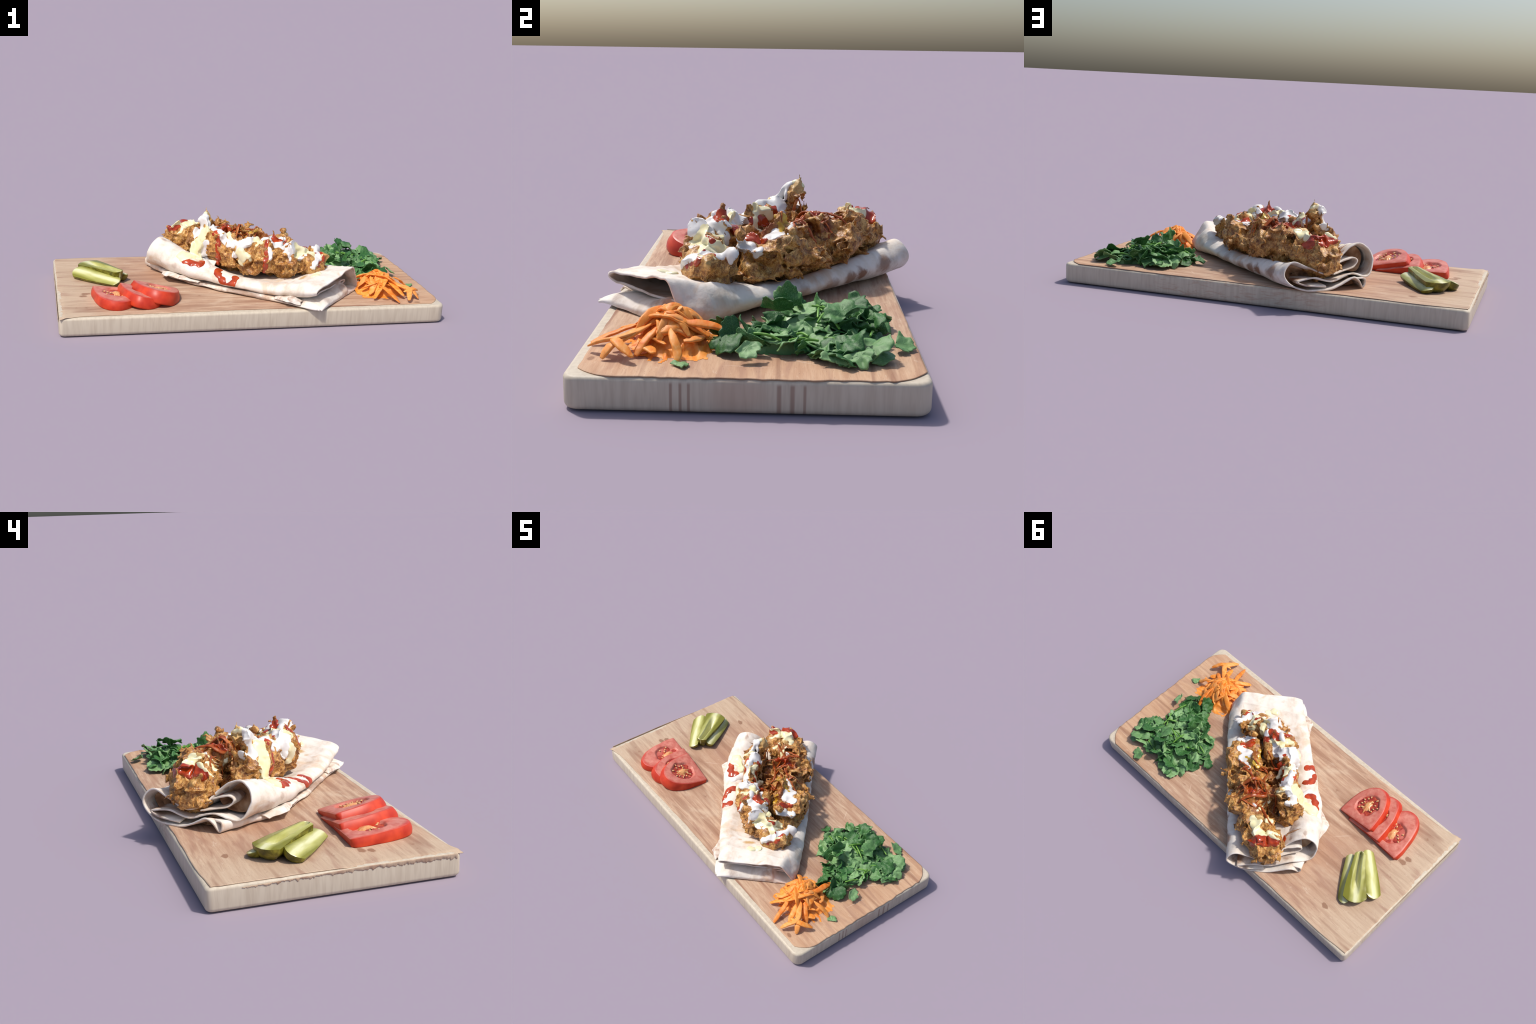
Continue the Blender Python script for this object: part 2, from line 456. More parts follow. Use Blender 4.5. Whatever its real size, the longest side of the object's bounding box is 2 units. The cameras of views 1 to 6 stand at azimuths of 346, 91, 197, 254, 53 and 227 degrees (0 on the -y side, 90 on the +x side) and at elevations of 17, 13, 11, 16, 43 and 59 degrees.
class Mat:
    """small helper for node trees on Object coordinates"""

    def __init__(self, name, rough=0.6, spec=0.4, **kw):
        self.m = bpy.data.materials.new(name)
        self.m.use_nodes = True
        self.t = self.m.node_tree
        self.b = self.t.nodes["Principled BSDF"]
        self.b.inputs["Roughness"].default_value = rough
        self.b.inputs["Specular IOR Level"].default_value = spec
        for k, v in kw.items():
            self.b.inputs[k.replace("_", " ")].default_value = v
        self.co = self.node("ShaderNodeTexCoord").outputs["Object"]

    def node(self, kind, **kw):
        n = self.t.nodes.new(kind)
        for k, v in kw.items():
            setattr(n, k, v)
        return n

    def link(self, a, b):
        self.t.links.new(a, b)

    def put(self, sock, v):
        if hasattr(v, "is_output"):
            self.link(v, sock)
        else:
            sock.default_value = v

    def mapped(self, scale=(1, 1, 1), loc=(0, 0, 0), rot=(0, 0, 0)):
        n = self.node("ShaderNodeMapping")
        n.inputs["Scale"].default_value = scale
        n.inputs["Location"].default_value = loc
        n.inputs["Rotation"].default_value = rot
        self.link(self.co, n.inputs["Vector"])
        return n.outputs[0]

    def noise(self, scale, detail=3, rough=0.55, distortion=0.0, vec=None, color=False):
        n = self.node("ShaderNodeTexNoise")
        n.inputs["Scale"].default_value = scale
        n.inputs["Detail"].default_value = detail
        n.inputs["Roughness"].default_value = rough
        n.inputs["Distortion"].default_value = distortion
        self.link(vec if vec is not None else self.co, n.inputs["Vector"])
        return n.outputs["Color" if color else "Fac"]

    def voronoi(self, scale, vec=None, feature="F1", out="Distance"):
        n = self.node("ShaderNodeTexVoronoi", feature=feature)
        n.inputs["Scale"].default_value = scale
        self.link(vec if vec is not None else self.co, n.inputs["Vector"])
        return n.outputs[out]

    def ramp(self, fac, stops, interp="LINEAR"):
        n = self.node("ShaderNodeValToRGB")
        n.color_ramp.interpolation = interp
        el = n.color_ramp.elements
        while len(el) < len(stops):
            el.new(0.5)
        for e, (p, c) in zip(el, stops):
            e.position = p
            e.color = c if hasattr(c, "__len__") else (c, c, c, 1)
        self.put(n.inputs[0], fac)
        return n.outputs[0]

    def mix(self, fac, a, b, mode="MIX"):
        n = self.node("ShaderNodeMix", data_type="RGBA", blend_type=mode)
        self.put(n.inputs[0], fac)
        self.put(n.inputs[6], a)
        self.put(n.inputs[7], b)
        return n.outputs[2]

    def math(self, op, a, b=0.0, c=0.0):
        n = self.node("ShaderNodeMath", operation=op)
        self.put(n.inputs[0], a)
        self.put(n.inputs[1], b)
        self.put(n.inputs[2], c)
        return n.outputs[0]

    def xyz(self, vec=None):
        n = self.node("ShaderNodeSeparateXYZ")
        self.link(vec if vec is not None else self.co, n.inputs[0])
        return n.outputs

    def smooth(self, v, lo, hi):
        n = self.node("ShaderNodeMapRange", interpolation_type="SMOOTHSTEP")
        self.put(n.inputs[0], v)
        n.inputs[1].default_value, n.inputs[2].default_value = lo, hi
        return n.outputs[0]

    def spot(self, center, radius, soft=0.4, wobble=None):
        """mask that is 1 within `radius` (x, y, z radii allowed) of a place"""
        r = radius if hasattr(radius, "__len__") else (radius,) * 3
        n = self.node("ShaderNodeMapping", vector_type="POINT")
        n.inputs["Location"].default_value = tuple(-c / q for c, q in zip(center, r))
        n.inputs["Scale"].default_value = tuple(1 / q for q in r)
        self.link(self.co, n.inputs["Vector"])
        l = self.node("ShaderNodeVectorMath", operation="LENGTH")
        self.link(n.outputs[0], l.inputs[0])
        d = l.outputs["Value"]
        if wobble is not None:
            d = self.math("ADD", d, wobble)
        return self.smooth(self.math("SUBTRACT", 1.0, d), 0.0, soft)

    def color(self, c):
        self.put(self.b.inputs["Base Color"], c)
        return self

    def bump(self, h, strength=0.3, dist=0.004):
        n = self.node("ShaderNodeBump")
        n.inputs["Strength"].default_value = strength
        n.inputs["Distance"].default_value = dist
        self.put(n.inputs["Height"], h)
        self.link(n.outputs[0], self.b.inputs["Normal"])
        return self

    def translucent(self, color, amount):
        tr = self.node("ShaderNodeBsdfTranslucent")
        self.put(tr.inputs["Color"], color)
        mx = self.node("ShaderNodeMixShader")
        mx.inputs[0].default_value = amount
        out = self.t.nodes["Material Output"]
        self.link(self.b.outputs[0], mx.inputs[1])
        self.link(tr.outputs[0], mx.inputs[2])
        self.link(mx.outputs[0], out.inputs["Surface"])
        return self


def mat_wood_face():
    m = Mat("worn_beech_face", rough=0.62, spec=0.3)
    grain = m.noise(9, 6, 0.6, 0.6, m.mapped((0.55, 7.0, 4.0)))
    fine = m.noise(60, 4, 0.65, 0.2, m.mapped((0.5, 9.0, 6.0)))
    c = m.ramp(grain, [(0.27, srgb(154, 114, 88)), (0.46, srgb(186, 151, 123)), (0.68, srgb(205, 177, 149))])
    c = m.mix(m.ramp(fine, [(0.30, 0.5), (0.52, 0.0)]), c, srgb(152, 114, 92))
    blotch = m.noise(4.5, 4, 0.62, 0.6, m.mapped((0.8, 1.6, 1)))
    c = m.mix(m.ramp(blotch, [(0.50, 0.0), (0.66, 0.55)]), c, srgb(164, 122, 96))
    c = m.mix(m.ramp(blotch, [(0.30, 0.55), (0.44, 0.0)]), c, srgb(208, 186, 160))
    x, y, z = m.xyz()
    # greyer and paler towards one end, redder in the middle, warmer at the other end
    c = m.mix(m.math("MULTIPLY", m.smooth(m.math("MULTIPLY", x, -1.0), 0.45, 1.0), 0.55), c, srgb(192, 172, 146))
    c = m.mix(m.math("MULTIPLY", m.smooth(x, 0.45, 0.95), 0.35), c, srgb(206, 160, 118))
    c = m.mix(m.math("MULTIPLY", m.spot((-0.45, 0.15, 0.1), (0.5, 0.4, 1), 0.8), 0.45), c, srgb(170, 126, 98))
    # broad streaks of heartwood
    streak = m.noise(3.2, 3, 0.5, 0.8, m.mapped((0.8, 5.0, 1)))
    c = m.mix(m.ramp(streak, [(0.55, 0.0), (0.66, 0.5)]), c, srgb(148, 104, 84))
    # pale scuffs, brown knocks, pores and knife scratches
    scuff = m.noise(16, 4, 0.7, 0.5, m.mapped((1.0, 2.2, 1)))
    c = m.mix(m.ramp(scuff, [(0.62, 0.0), (0.74, 0.5)]), c, srgb(214, 194, 172))
    stain = m.noise(11, 3, 0.6, 0.4, m.mapped((1.2, 2.0, 1), (3.1, 1.7, 0)))
    c = m.mix(m.ramp(stain, [(0.68, 0.0), (0.76, 0.7)]), c, srgb(128, 80, 54))
    wob = m.math("MULTIPLY", m.math("SUBTRACT", m.noise(40, 3), 0.5), 1.2)
    for px, py, r in ((0.71, -0.395, 0.020), (0.745, -0.420, 0.014), (-0.86, -0.20, 0.016), (-0.845, -0.165, 0.018), (-0.72, 0.33, 0.016), (0.86, -0.45, 0.012)):
        c = m.mix(m.math("MULTIPLY", m.spot((px, py, TOP), (r * 1.6, r, 0.05), 0.4, wob), 0.75), c, srgb(124, 78, 48))
    pores = m.voronoi(85, m.mapped((0.45, 2.0, 1)))
    c = m.mix(m.ramp(pores, [(0.06, 0.65), (0.14, 0.0)]), c, srgb(92, 62, 46))
    for px, py, ang, ln in ((0.85, 0.12, 1.1, 0.09), (0.80, 0.02, 0.9, 0.06), (0.42, 0.28, 0.5, 0.08), (0.66, -0.38, 1.6, 0.05), (0.35, 0.36, 2.2, 0.05), (-0.5, -0.05, 0.8, 0.07), (0.9, -0.02, 1.5, 0.08)):
        n = m.node("ShaderNodeMapping", vector_type="TEXTURE")
        n.inputs["Location"].default_value = (px, py, 0)
        n.inputs["Rotation"].default_value = (0, 0, ang)
        n.inputs["Scale"].default_value = (ln, 0.0016, 1)
        m.link(m.co, n.inputs["Vector"])
        l = m.node("ShaderNodeVectorMath", operation="LENGTH")
        f = m.node("ShaderNodeVectorMath", operation="MULTIPLY")
        f.inputs[1].default_value = (1, 1, 0)
        m.link(n.outputs[0], f.inputs[0])
        m.link(f.outputs[0], l.inputs[0])
        c = m.mix(m.math("MULTIPLY", m.smooth(m.math("SUBTRACT", 1.0, l.outputs["Value"]), 0, 0.5), 0.6), c, srgb(222, 200, 182))
    c = m.mix(0.06, c, srgb(208, 190, 176))
    band = m.noise(1.0, 3, 0.5, 0.5, m.mapped((0.7, 9.0, 1), (0.4, 0.15, 0)))
    c = m.mix(m.ramp(band, [(0.54, 0.0), (0.60, 0.5), (0.66, 0.0)]), c, srgb(134, 92, 70))
    m.color(c)
    return m.bump(m.math("ADD", fine, m.math("MULTIPLY", grain, 0.6)), 0.25, 0.003).m


def mat_wood_side():
    m = Mat("pale_beech_side", rough=0.5, spec=0.35)
    band = m.noise(14, 4, 0.55, 0.3, m.mapped((5.0, 5.0, 0.5)))
    c = m.ramp(band, [(0.3, srgb(188, 174, 154)), (0.6, srgb(202, 190, 170))])
    x, y, z = m.xyz()
    end = m.smooth(x, 0.98, 0.995)
    low = m.smooth(m.math("SUBTRACT", 0.09, z), 0.0, 0.012)
    stripe = None
    for py, w in ((-0.215, 0.006), (-0.190, 0.006), (-0.168, 0.006), (0.068, 0.009), (0.103, 0.009), (0.135, 0.006)):
        s = m.smooth(m.math("SUBTRACT", w, m.math("ABSOLUTE", m.math("SUBTRACT", y, py))), 0.0, w * 0.7)
        stripe = s if stripe is None else m.math("MAXIMUM", stripe, s)
    c = m.mix(m.math("MULTIPLY", m.math("MULTIPLY", stripe, m.math("MULTIPLY", end, low)), 0.65), c, srgb(134, 98, 82))
    blush = m.math("MULTIPLY", m.spot((0.98, -0.04, 0.05), (0.05, 0.12, 0.09), 0.6), 0.35)
    c = m.mix(blush, c, srgb(176, 138, 118))
    flame = m.noise(7, 3, 0.6, 1.6, m.mapped((1.4, 1.0, 7.0)))
    side = m.math("MULTIPLY", m.smooth(y, 0.455, 0.468), m.spot((0.1, 0.46, 0.05), (0.55, 0.1, 0.2), 0.4))
    c = m.mix(m.math("MULTIPLY", m.math("MULTIPLY", m.ramp(flame, [(0.5, 0.0), (0.62, 1.0)]), side), 0.4), c, srgb(172, 128, 106))
    return m.color(c).m


def mat_bread():
    m = Mat("soft_flatbread", rough=0.75, spec=0.2)
    base = m.noise(14, 4, 0.6, 0.3)
    c = m.ramp(base, [(0.30, srgb(206, 190, 172)), (0.50, srgb(226, 216, 204)), (0.70, srgb(233, 226, 217))])
    tan = m.noise(6.5, 4, 0.62, 0.8)
    c = m.mix(m.ramp(tan, [(0.55, 0.0), (0.66, 0.55)]), c, srgb(206, 168, 132))
    return m, c


def finish_bread(m, c):
    n = m.noise(90, 4, 0.7)
    m.color(c)
    m.bump(m.math("ADD", n, m.math("MULTIPLY", m.noise(28, 3, 0.6, 0.5), 1.5)), 0.22, 0.004)
    return m.m


def mat_bread_outer():
    m, c = mat_bread()
    s, t, z = m.xyz()
    wob = m.math("MULTIPLY", m.math("SUBTRACT", m.noise(22, 4, 0.65, 0.5), 0.5), 1.6)
    # toasted brown marks; those inside the loops also hold shade painted into the colour
    scorch_and_shade = [((0.40, 0.235, 0.16), (0.055, 0.06, 0.045), 0.75), ((0.27, 0.235, 0.14), (0.05, 0.05, 0.04), 0.9), ((0.20, 0.24, 0.14), (0.05, 0.05, 0.035), 0.8),
              ((0.10, 0.24, 0.13), (0.07, 0.05, 0.03), 0.55), ((-0.05, 0.24, 0.15), (0.04, 0.05, 0.03), 0.4), ((0.50, 0.19, 0.16), (0.07, 0.05, 0.05), 0.95),
              ((0.40, -0.16, 0.22), (0.10, 0.06, 0.05), 0.75), ((0.44, -0.23, 0.15), (0.06, 0.05, 0.03), 0.7), ((0.46, -0.12, 0.245), (0.02, 0.02, 0.02), 0.6),
              ((0.22, -0.27, 0.12), (0.16, 0.05, 0.025), 0.8), ((-0.10, -0.26, 0.115), (0.22, 0.05, 0.022), 0.7), ((-0.35, -0.22, 0.12), (0.12, 0.05, 0.025), 0.75),
              ((0.44, -0.20, 0.292), (0.03, 0.018, 0.02), 0.6), ((0.30, -0.292, 0.19), (0.04, 0.02, 0.02), 0.35), ((-0.10, -0.283, 0.16), (0.06, 0.02, 0.02), 0.3),
              ((-0.53, 0.03, 0.16), (0.03, 0.06, 0.03), 0.5), ((-0.53, -0.14, 0.12), (0.03, 0.05, 0.03), 0.45), ((0.56, 0.16, 0.13), (0.05, 0.06, 0.02), 0.5),
              ((-0.545, 0.125, 0.22), (0.02, 0.03, 0.03), 0.5), ((-0.54, 0.21, 0.115), (0.06, 0.03, 0.02), 0.4), ((0.53, -0.10, 0.15), (0.05, 0.05, 0.02), 0.6)]
    for p, r, a in scorch_and_shade:
        c = m.mix(m.math("MULTIPLY", m.spot(p, r, 0.7, wob), a), c, srgb(132, 88, 60))
    # grease stains
    for p, r, a in [((-0.355, -0.075, 0.21), (0.022, 0.050, 0.06), 0.8), ((-0.33, -0.13, 0.21), (0.014, 0.02, 0.05), 0.5), ((-0.25, -0.13, 0.19), (0.02, 0.06, 0.06), 0.3)]:
        c = m.mix(m.math("MULTIPLY", m.spot(p, r, 0.6, m.math("MULTIPLY", wob, 0.6)), a), c, srgb(190, 148, 78))
    return finish_bread(m, c)


def mat_bread_plain():
    m, c = mat_bread()
    c = m.mix(m.ramp(m.noise(17, 4, 0.65, 0.7), [(0.5, 0.0), (0.68, 0.8)]), c, srgb(150, 102, 72))
    return finish_bread(m, c)


def mat_chicken():
    m = Mat("fried_crust", rough=0.42, spec=0.45)
    n1 = m.noise(26, 5, 0.62, 0.9)
    n2 = m.noise(75, 4, 0.6, 0.6)
    c = m.ramp(n1, [(0.28, srgb(84, 42, 16)), (0.40, srgb(150, 92, 38)), (0.52, srgb(192, 136, 66)), (0.66, srgb(222, 176, 106))])
    c = m.mix(m.ramp(n2, [(0.34, 0.75), (0.50, 0.0)]), c, srgb(100, 50, 20))
    c = m.mix(m.ramp(n2, [(0.58, 0.0), (0.72, 0.45)]), c, srgb(220, 182, 122))
    # wrinkled folds of the batter, dark between pale crests
    fold = m.math("ABSOLUTE", m.math("SUBTRACT", m.noise(24, 2, 0.5, 2.4), 0.5))
    c = m.mix(m.ramp(fold, [(0.0, 0.65), (0.04, 0.0)]), c, srgb(78, 36, 12))
    crest = m.math("ABSOLUTE", m.math("SUBTRACT", m.noise(36, 2, 0.5, 2.0), 0.52))
    c = m.mix(m.ramp(crest, [(0.0, 0.5), (0.035, 0.0)]), c, srgb(230, 190, 124))
    s, t, z = m.xyz()
    wob = m.math("MULTIPLY", m.math("SUBTRACT", m.noise(30, 4, 0.6, 0.6), 0.5), 1.5)
    # sauce-soaked crust, plus shade painted into the gap between strips; then pale doughy chips
    for p, r, a in [((0.17, 0.09, 0.32), (0.085, 0.11, 0.06), 0.85), ((-0.06, 0.07, 0.33), (0.10, 0.06, 0.05), 0.7), ((0.30, 0.06, 0.33), (0.07, 0.07, 0.05), 0.6),
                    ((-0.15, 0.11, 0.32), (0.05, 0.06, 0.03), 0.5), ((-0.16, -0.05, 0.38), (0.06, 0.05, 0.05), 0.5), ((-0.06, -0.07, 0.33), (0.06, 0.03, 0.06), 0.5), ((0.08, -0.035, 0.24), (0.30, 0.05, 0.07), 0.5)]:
        c = m.mix(m.math("MULTIPLY", m.spot(p, r, 0.6, wob), a), c, srgb(124, 50, 20))
    for p, r, a in [((0.255, -0.078, 0.44), (0.04, 0.05, 0.06), 0.7), ((-0.42, 0.135, 0.27), (0.04, 0.04, 0.03), 0.6), ((0.37, 0.06, 0.345), (0.03, 0.05, 0.03), 0.7),
                    ((0.51, 0.015, 0.27), (0.03, 0.02, 0.06), 0.6), ((-0.09, 0.21, 0.33), (0.03, 0.03, 0.03), 0.5), ((-0.36, 0.0, 0.2), (0.04, 0.05, 0.03), 0.5)]:
        c = m.mix(m.math("MULTIPLY", m.spot(p, r, 0.5, wob), a), c, srgb(206, 172, 112))
    m.color(c)
    m.bump(m.math("ADD", m.math("ADD", n2, m.math("MULTIPLY", fold, 3.0)), m.math("MULTIPLY", m.noise(160, 3, 0.6), 0.4)), 0.35, 0.004)
    return m.m


def mat_sauce(name, lo, hi, rough, sss=0.0):
    m = Mat(name, rough=rough, spec=0.5, Coat_Weight=0.25, Coat_Roughness=0.12)
    n = m.noise(18, 3, 0.5, 0.4)
    m.color(m.ramp(n, [(0.32, lo), (0.62, hi)]))
    m.bump(m.noise(45, 2), 0.08, 0.004)
    return m.m


def mat_tomato_skin():
    m = Mat("tomato_skin", rough=0.4, spec=0.4)
    m.color(m.ramp(m.noise(16, 3, 0.5), [(0.3, srgb(172, 36, 18)), (0.65, srgb(208, 68, 36))]))
    return m.m


def mat_tomato_flesh(width, depth):
    m = Mat("tomato_flesh", rough=0.42, spec=0.4)
    n = m.noise(30, 4, 0.6, 0.4)
    c = m.ramp(n, [(0.3, srgb(188, 94, 78)), (0.65, srgb(212, 140, 122))])
    rim = m.noise(9, 2)
    c = m.mix(m.ramp(rim, [(0.45, 0.0), (0.65, 0.5)]), c, srgb(190, 92, 80))
    x, y, z = m.xyz()
    r = m.math("ADD", m.math("POWER", m.math("ABSOLUTE", m.math("DIVIDE", x, width / 2)), 2.2), m.math("POWER", m.math("ABSOLUTE", m.math("DIVIDE", y, depth)), 2.2))
    c = m.mix(m.math("MULTIPLY", m.smooth(r, 0.84, 1.0), 0.75), c, srgb(190, 48, 34))
    c = m.mix(m.math("MULTIPLY", m.smooth(m.math("SUBTRACT", 0.035, y), 0.0, 0.035), 0.25), c, srgb(176, 54, 46))
    # the flesh reddens again close under the skin
    c = m.mix(m.smooth(m.math("SUBTRACT", 0.0, z), 0.004, 0.02), c, srgb(190, 52, 40))
    m.color(c)
    m.bump(m.noise(90, 3), 0.12, 0.003)
    return m.m


def mat_tomato_gel():
    m = Mat("tomato_gel", rough=0.15, spec=0.6, Coat_Weight=0.5, Coat_Roughness=0.05)
    m.color(m.ramp(m.noise(45, 3, 0.6, 0.6), [(0.32, srgb(120, 26, 14)), (0.55, srgb(176, 62, 40)), (0.75, srgb(190, 96, 40))]))
    m.bump(m.noise(70, 2), 0.3, 0.005)
    return m.m


def mat_simple(name, stops, scale, rough=0.5, detail=3, stretch=(1, 1, 1), bump=0.15, bscale=80, **kw):
    m = Mat(name, rough=rough, **kw)
    m.color(m.ramp(m.noise(scale, detail, 0.58, 0.4, m.mapped(stretch)), stops))
    m.bump(m.noise(bscale, 3), bump, 0.003)
    return m.m


def mat_leaf(name, dark, mid, pale, vein):
    m = Mat(name, rough=0.42, spec=0.45)
    info = m.node("ShaderNodeObjectInfo").outputs["Random"]
    n = m.noise(22, 4, 0.6, 0.5)
    c = m.ramp(n, [(0.28, dark), (0.52, mid), (0.78, pale)])
    # some leaves show the pale underside
    c = m.mix(m.ramp(info, [(0.35, 0.0), (0.95, 0.85)]), c, pale)
    c = m.mix(m.ramp(info, [(0.05, 0.5), (0.30, 0.0)]), c, dark)
    x, y, z = m.xyz()
    ang = m.math("ARCTAN2", y, m.math("ADD", x, 0.02))
    ray = m.math("ABSOLUTE", m.math("SINE", m.math("MULTIPLY", ang, 5.5)))
    c = m.mix(m.math("MULTIPLY", m.smooth(m.math("SUBTRACT", 0.12, ray), 0.0, 0.12), 0.5), c, vein)
    m.color(c)
    m.bump(m.math("ADD", m.math("MULTIPLY", ray, 0.6), m.noise(60, 3)), 0.3, 0.003)
    m.translucent(mid, 0.12)
    return m.m


def mat_carrot():
    m = Mat("shredded_carrot", rough=0.5, spec=0.35)
    info = m.node("ShaderNodeObjectInfo").outputs["Random"]
    n = m.noise(28, 4, 0.6, 0.5, m.mapped((0.5, 2.5, 2.5)))
    c = m.ramp(n, [(0.28, srgb(228, 116, 28)), (0.50, srgb(242, 150, 58)), (0.74, srgb(244, 176, 106))])
    c = m.mix(m.ramp(info, [(0.0, 0.5), (0.4, 0.0)]), c, srgb(214, 92, 16))
    c = m.mix(m.ramp(info, [(0.6, 0.0), (1.0, 0.6)]), c, srgb(228, 156, 92))
    m.color(c)
    m.bump(m.noise(70, 3), 0.2, 0.003)
    return m.m


def mat_pickle_flesh():
    m = Mat("pickle_flesh", rough=0.25, spec=0.5)
    x, y, z = m.xyz()
    n = m.noise(18, 3, 0.5, 0.4, m.mapped((0.5, 2, 2)))
    # pale seedy middle, olive towards the rind
    a = m.math("ADD", m.math("ABSOLUTE", y), m.math("MULTIPLY", m.math("SUBTRACT", n, 0.5), 0.03))
    c = m.ramp(m.math("MULTIPLY", a, 20.0), [(0.10, srgb(216, 214, 168)), (0.38, srgb(182, 180, 106)), (0.78, srgb(122, 120, 38))])
    m.color(c)
    m.bump(m.noise(60, 3), 0.12, 0.003)
    return m.m


M_FACE, M_SIDE = mat_wood_face(), mat_wood_side()
M_BREAD, M_BREAD2 = mat_bread_outer(), mat_bread_plain()
M_BREAD3 = mat_simple("toasted_shaded_flatbread", [(0.3, srgb(112, 74, 48)), (0.5, srgb(160, 118, 84)), (0.7, srgb(196, 162, 128))], 18, 0.75)  # toasted brown, deepened by the loops' shade put into the colour
M_CHICKEN = mat_chicken()
M_WHITE = mat_sauce("white_garlic_sauce", srgb(218, 214, 210), srgb(234, 231, 226), 0.3)
M_CREAM = mat_sauce("pale_yellow_sauce", srgb(228, 216, 164), srgb(236, 230, 192), 0.3)
M_KETCHUP = mat_sauce("red_chilli_sauce", srgb(140, 40, 12), srgb(182, 66, 22), 0.2)
M_MUSTARD = mat_sauce("mustard_sauce", srgb(186, 138, 34), srgb(214, 182, 72), 0.3)
M_TSKIN, M_TGEL = mat_tomato_skin(), mat_tomato_gel()
M_TCORE = mat_simple("tomato_core", [(0.3, srgb(206, 118, 70)), (0.6, srgb(222, 168, 112))], 60, 0.35)
M_SEED = mat_simple("tomato_seed", [(0.3, srgb(208, 150, 88)), (0.6, srgb(224, 188, 134))], 40, 0.25)
M_RIND = mat_simple("pickle_rind", [(0.3, srgb(62, 62, 16)), (0.5, srgb(104, 100, 28)), (0.7, srgb(146, 140, 46))], 30, 0.3, bump=0.4, bscale=60)
M_PICKLE = mat_pickle_flesh()
M_LEAF = mat_leaf("herb_leaf", srgb(30, 74, 32), srgb(64, 120, 58), srgb(144, 184, 124), srgb(96, 150, 70))
M_STEM = mat_simple("herb_stem", [(0.3, srgb(84, 134, 46)), (0.7, srgb(124, 172, 74))], 30, 0.4)
M_CARROT = mat_carrot()
M_SHRED = mat_simple("sauce_soaked_onion", [(0.3, srgb(122, 44, 16)), (0.55, srgb(168, 84, 34)), (0.75, srgb(200, 128, 60))], 24, 0.35, bump=0.25)

# ----------------------------------------------------------------------------
# cutting board
# ----------------------------------------------------------------------------
board = thing("cutting_board", "thick rectangular pale wooden cutting board with worn top", "cutting board")


def board_body():
    """rounded slab: rings of a rounded rectangle stacked up a rounded edge profile"""
    x0, x1, y0, y1 = -0.993, 0.9985, -0.505, 0.471
    cx, cy, hx, hy, rc = (x0 + x1) / 2, (y0 + y1) / 2, (x1 - x0) / 2, (y1 - y0) / 2, 0.045
    prof = [(0.030, 0.0)] + [(0.018 * (1 - math.sin(a)), 0.018 * (1 - math.cos(a))) for a in np.linspace(0, math.pi / 2, 6)] + \
           [(0.013 * (1 - math.cos(a)), 0.082 + 0.013 * math.sin(a)) for a in np.linspace(0, math.pi / 2, 7)] + [(0.05, 0.0955), (0.2, 0.0956), (0.40, 0.0956)]
    verts, n = [], 0
    for inset, z in prof:
        ring = []
        for qx, qy, a0 in ((1, 1, 0), (-1, 1, 90), (-1, -1, 180), (1, -1, 270)):
            r = max(rc - inset, 0.004)
            # the corners at the far end are nearly square
            if qx < 0:
                r *= 0.55
            for a in np.linspace(a0, a0 + 90, 9):
                ring.append((cx + qx * (hx - inset - r) + r * math.cos(math.radians(a)), cy + qy * (hy - inset - r) + r * math.sin(math.radians(a)), z))
        n = len(ring)
        verts += ring
    faces = grid_faces(n, len(prof), True).tolist()
    faces.append(list(range(n))[::-1])
    faces.append([(len(prof) - 1) * n + i for i in range(n)])
    me = make_mesh("board_body", verts, faces)
    me.polygons[len(faces) - 1].use_smooth = False
    me.polygons[len(faces) - 2].use_smooth = False
    return add("board_body", me, M_SIDE, board)


board_body()


def board_face():
    """the worn upper veneer: ragged outline, rounded at one end, chipped and bent over the other"""
    nx, ny = 300, 150
    u, v = np.linspace(0, 1, nx), np.linspace(0, 1, ny)
    U, V = np.meshgrid(u, v, indexing="xy")
    zero = np.zeros_like(U)
    # left and right limits as functions of v, lower and upper as functions of u, with ragged noise
    yy = -0.48 + 0.94 * V
    rag = lambda A, sc, seed: vnoise(np.stack([A, zero + seed, zero], -1), sc, seed)
    corner = 0.075 * (np.clip((np.abs(yy + 0.015) - 0.385) / 0.09, 0, 1)) ** 2
    right = 0.992 - corner + 0.004 * rag(yy, 0.12, 3) + 0.003 * rag(yy, 0.02, 4)
    left = -0.984 - 0.007 * np.clip((-0.40 - yy) / 0.08, 0, 1) ** 2 + 0.003 * rag(yy, 0.03, 5)
    xx = -1 + 2 * U
    low = -0.472 - 0.002 * rag(xx, 0.05, 6) - 0.003 * rag(xx, 0.3, 7) - 0.024 * np.clip((-0.90 - xx) / 0.1, 0, 1) - 0.012 * np.clip((-0.1 - xx) / 0.8, 0, 1)
    high = 0.462 + 0.003 * rag(xx, 0.05, 8) + 0.004 * rag(xx, 0.3, 9) - 0.010 * np.clip((-0.8 - xx) / 0.2, 0, 1)
    # near the corners of the rounded end, the outline curves in
    X = left + (right - left) * U
    Y = low + (high - low) * V
    endr = np.clip((X - 0.90) / 0.085, 0, 1)
    Y = Y * (1 - 0.045 * endr ** 3)
    Z = np.full_like(X, TOP) + 0.0006 * vnoise(np.stack([X, Y, zero], -1), 0.15, 2)
    lip = np.clip((-0.962 - X) / 0.03, 0, 1)
    worn = np.clip((-0.02 - Y) / 0.12, 0, 1)
    Z = Z - lip * worn * 0.010 * (1 + 0.5 * vnoise(np.stack([X, Y, zero], -1), 0.02, 21)) + 0.003 * lip * vnoise(np.stack([X, Y, zero], -1), 0.012, 22) * worn
    Z = Z + 0.003 * np.clip((-0.43 - Y) / 0.05, 0, 1) * np.clip((-0.93 - X) / 0.05, 0, 1)
    ob = add("board_face", make_mesh("board_face", np.stack([X, Y, Z], -1), grid_faces(nx, ny)), M_FACE, board)
    thicken(ob, 0.0024, -1.0)


board_face()


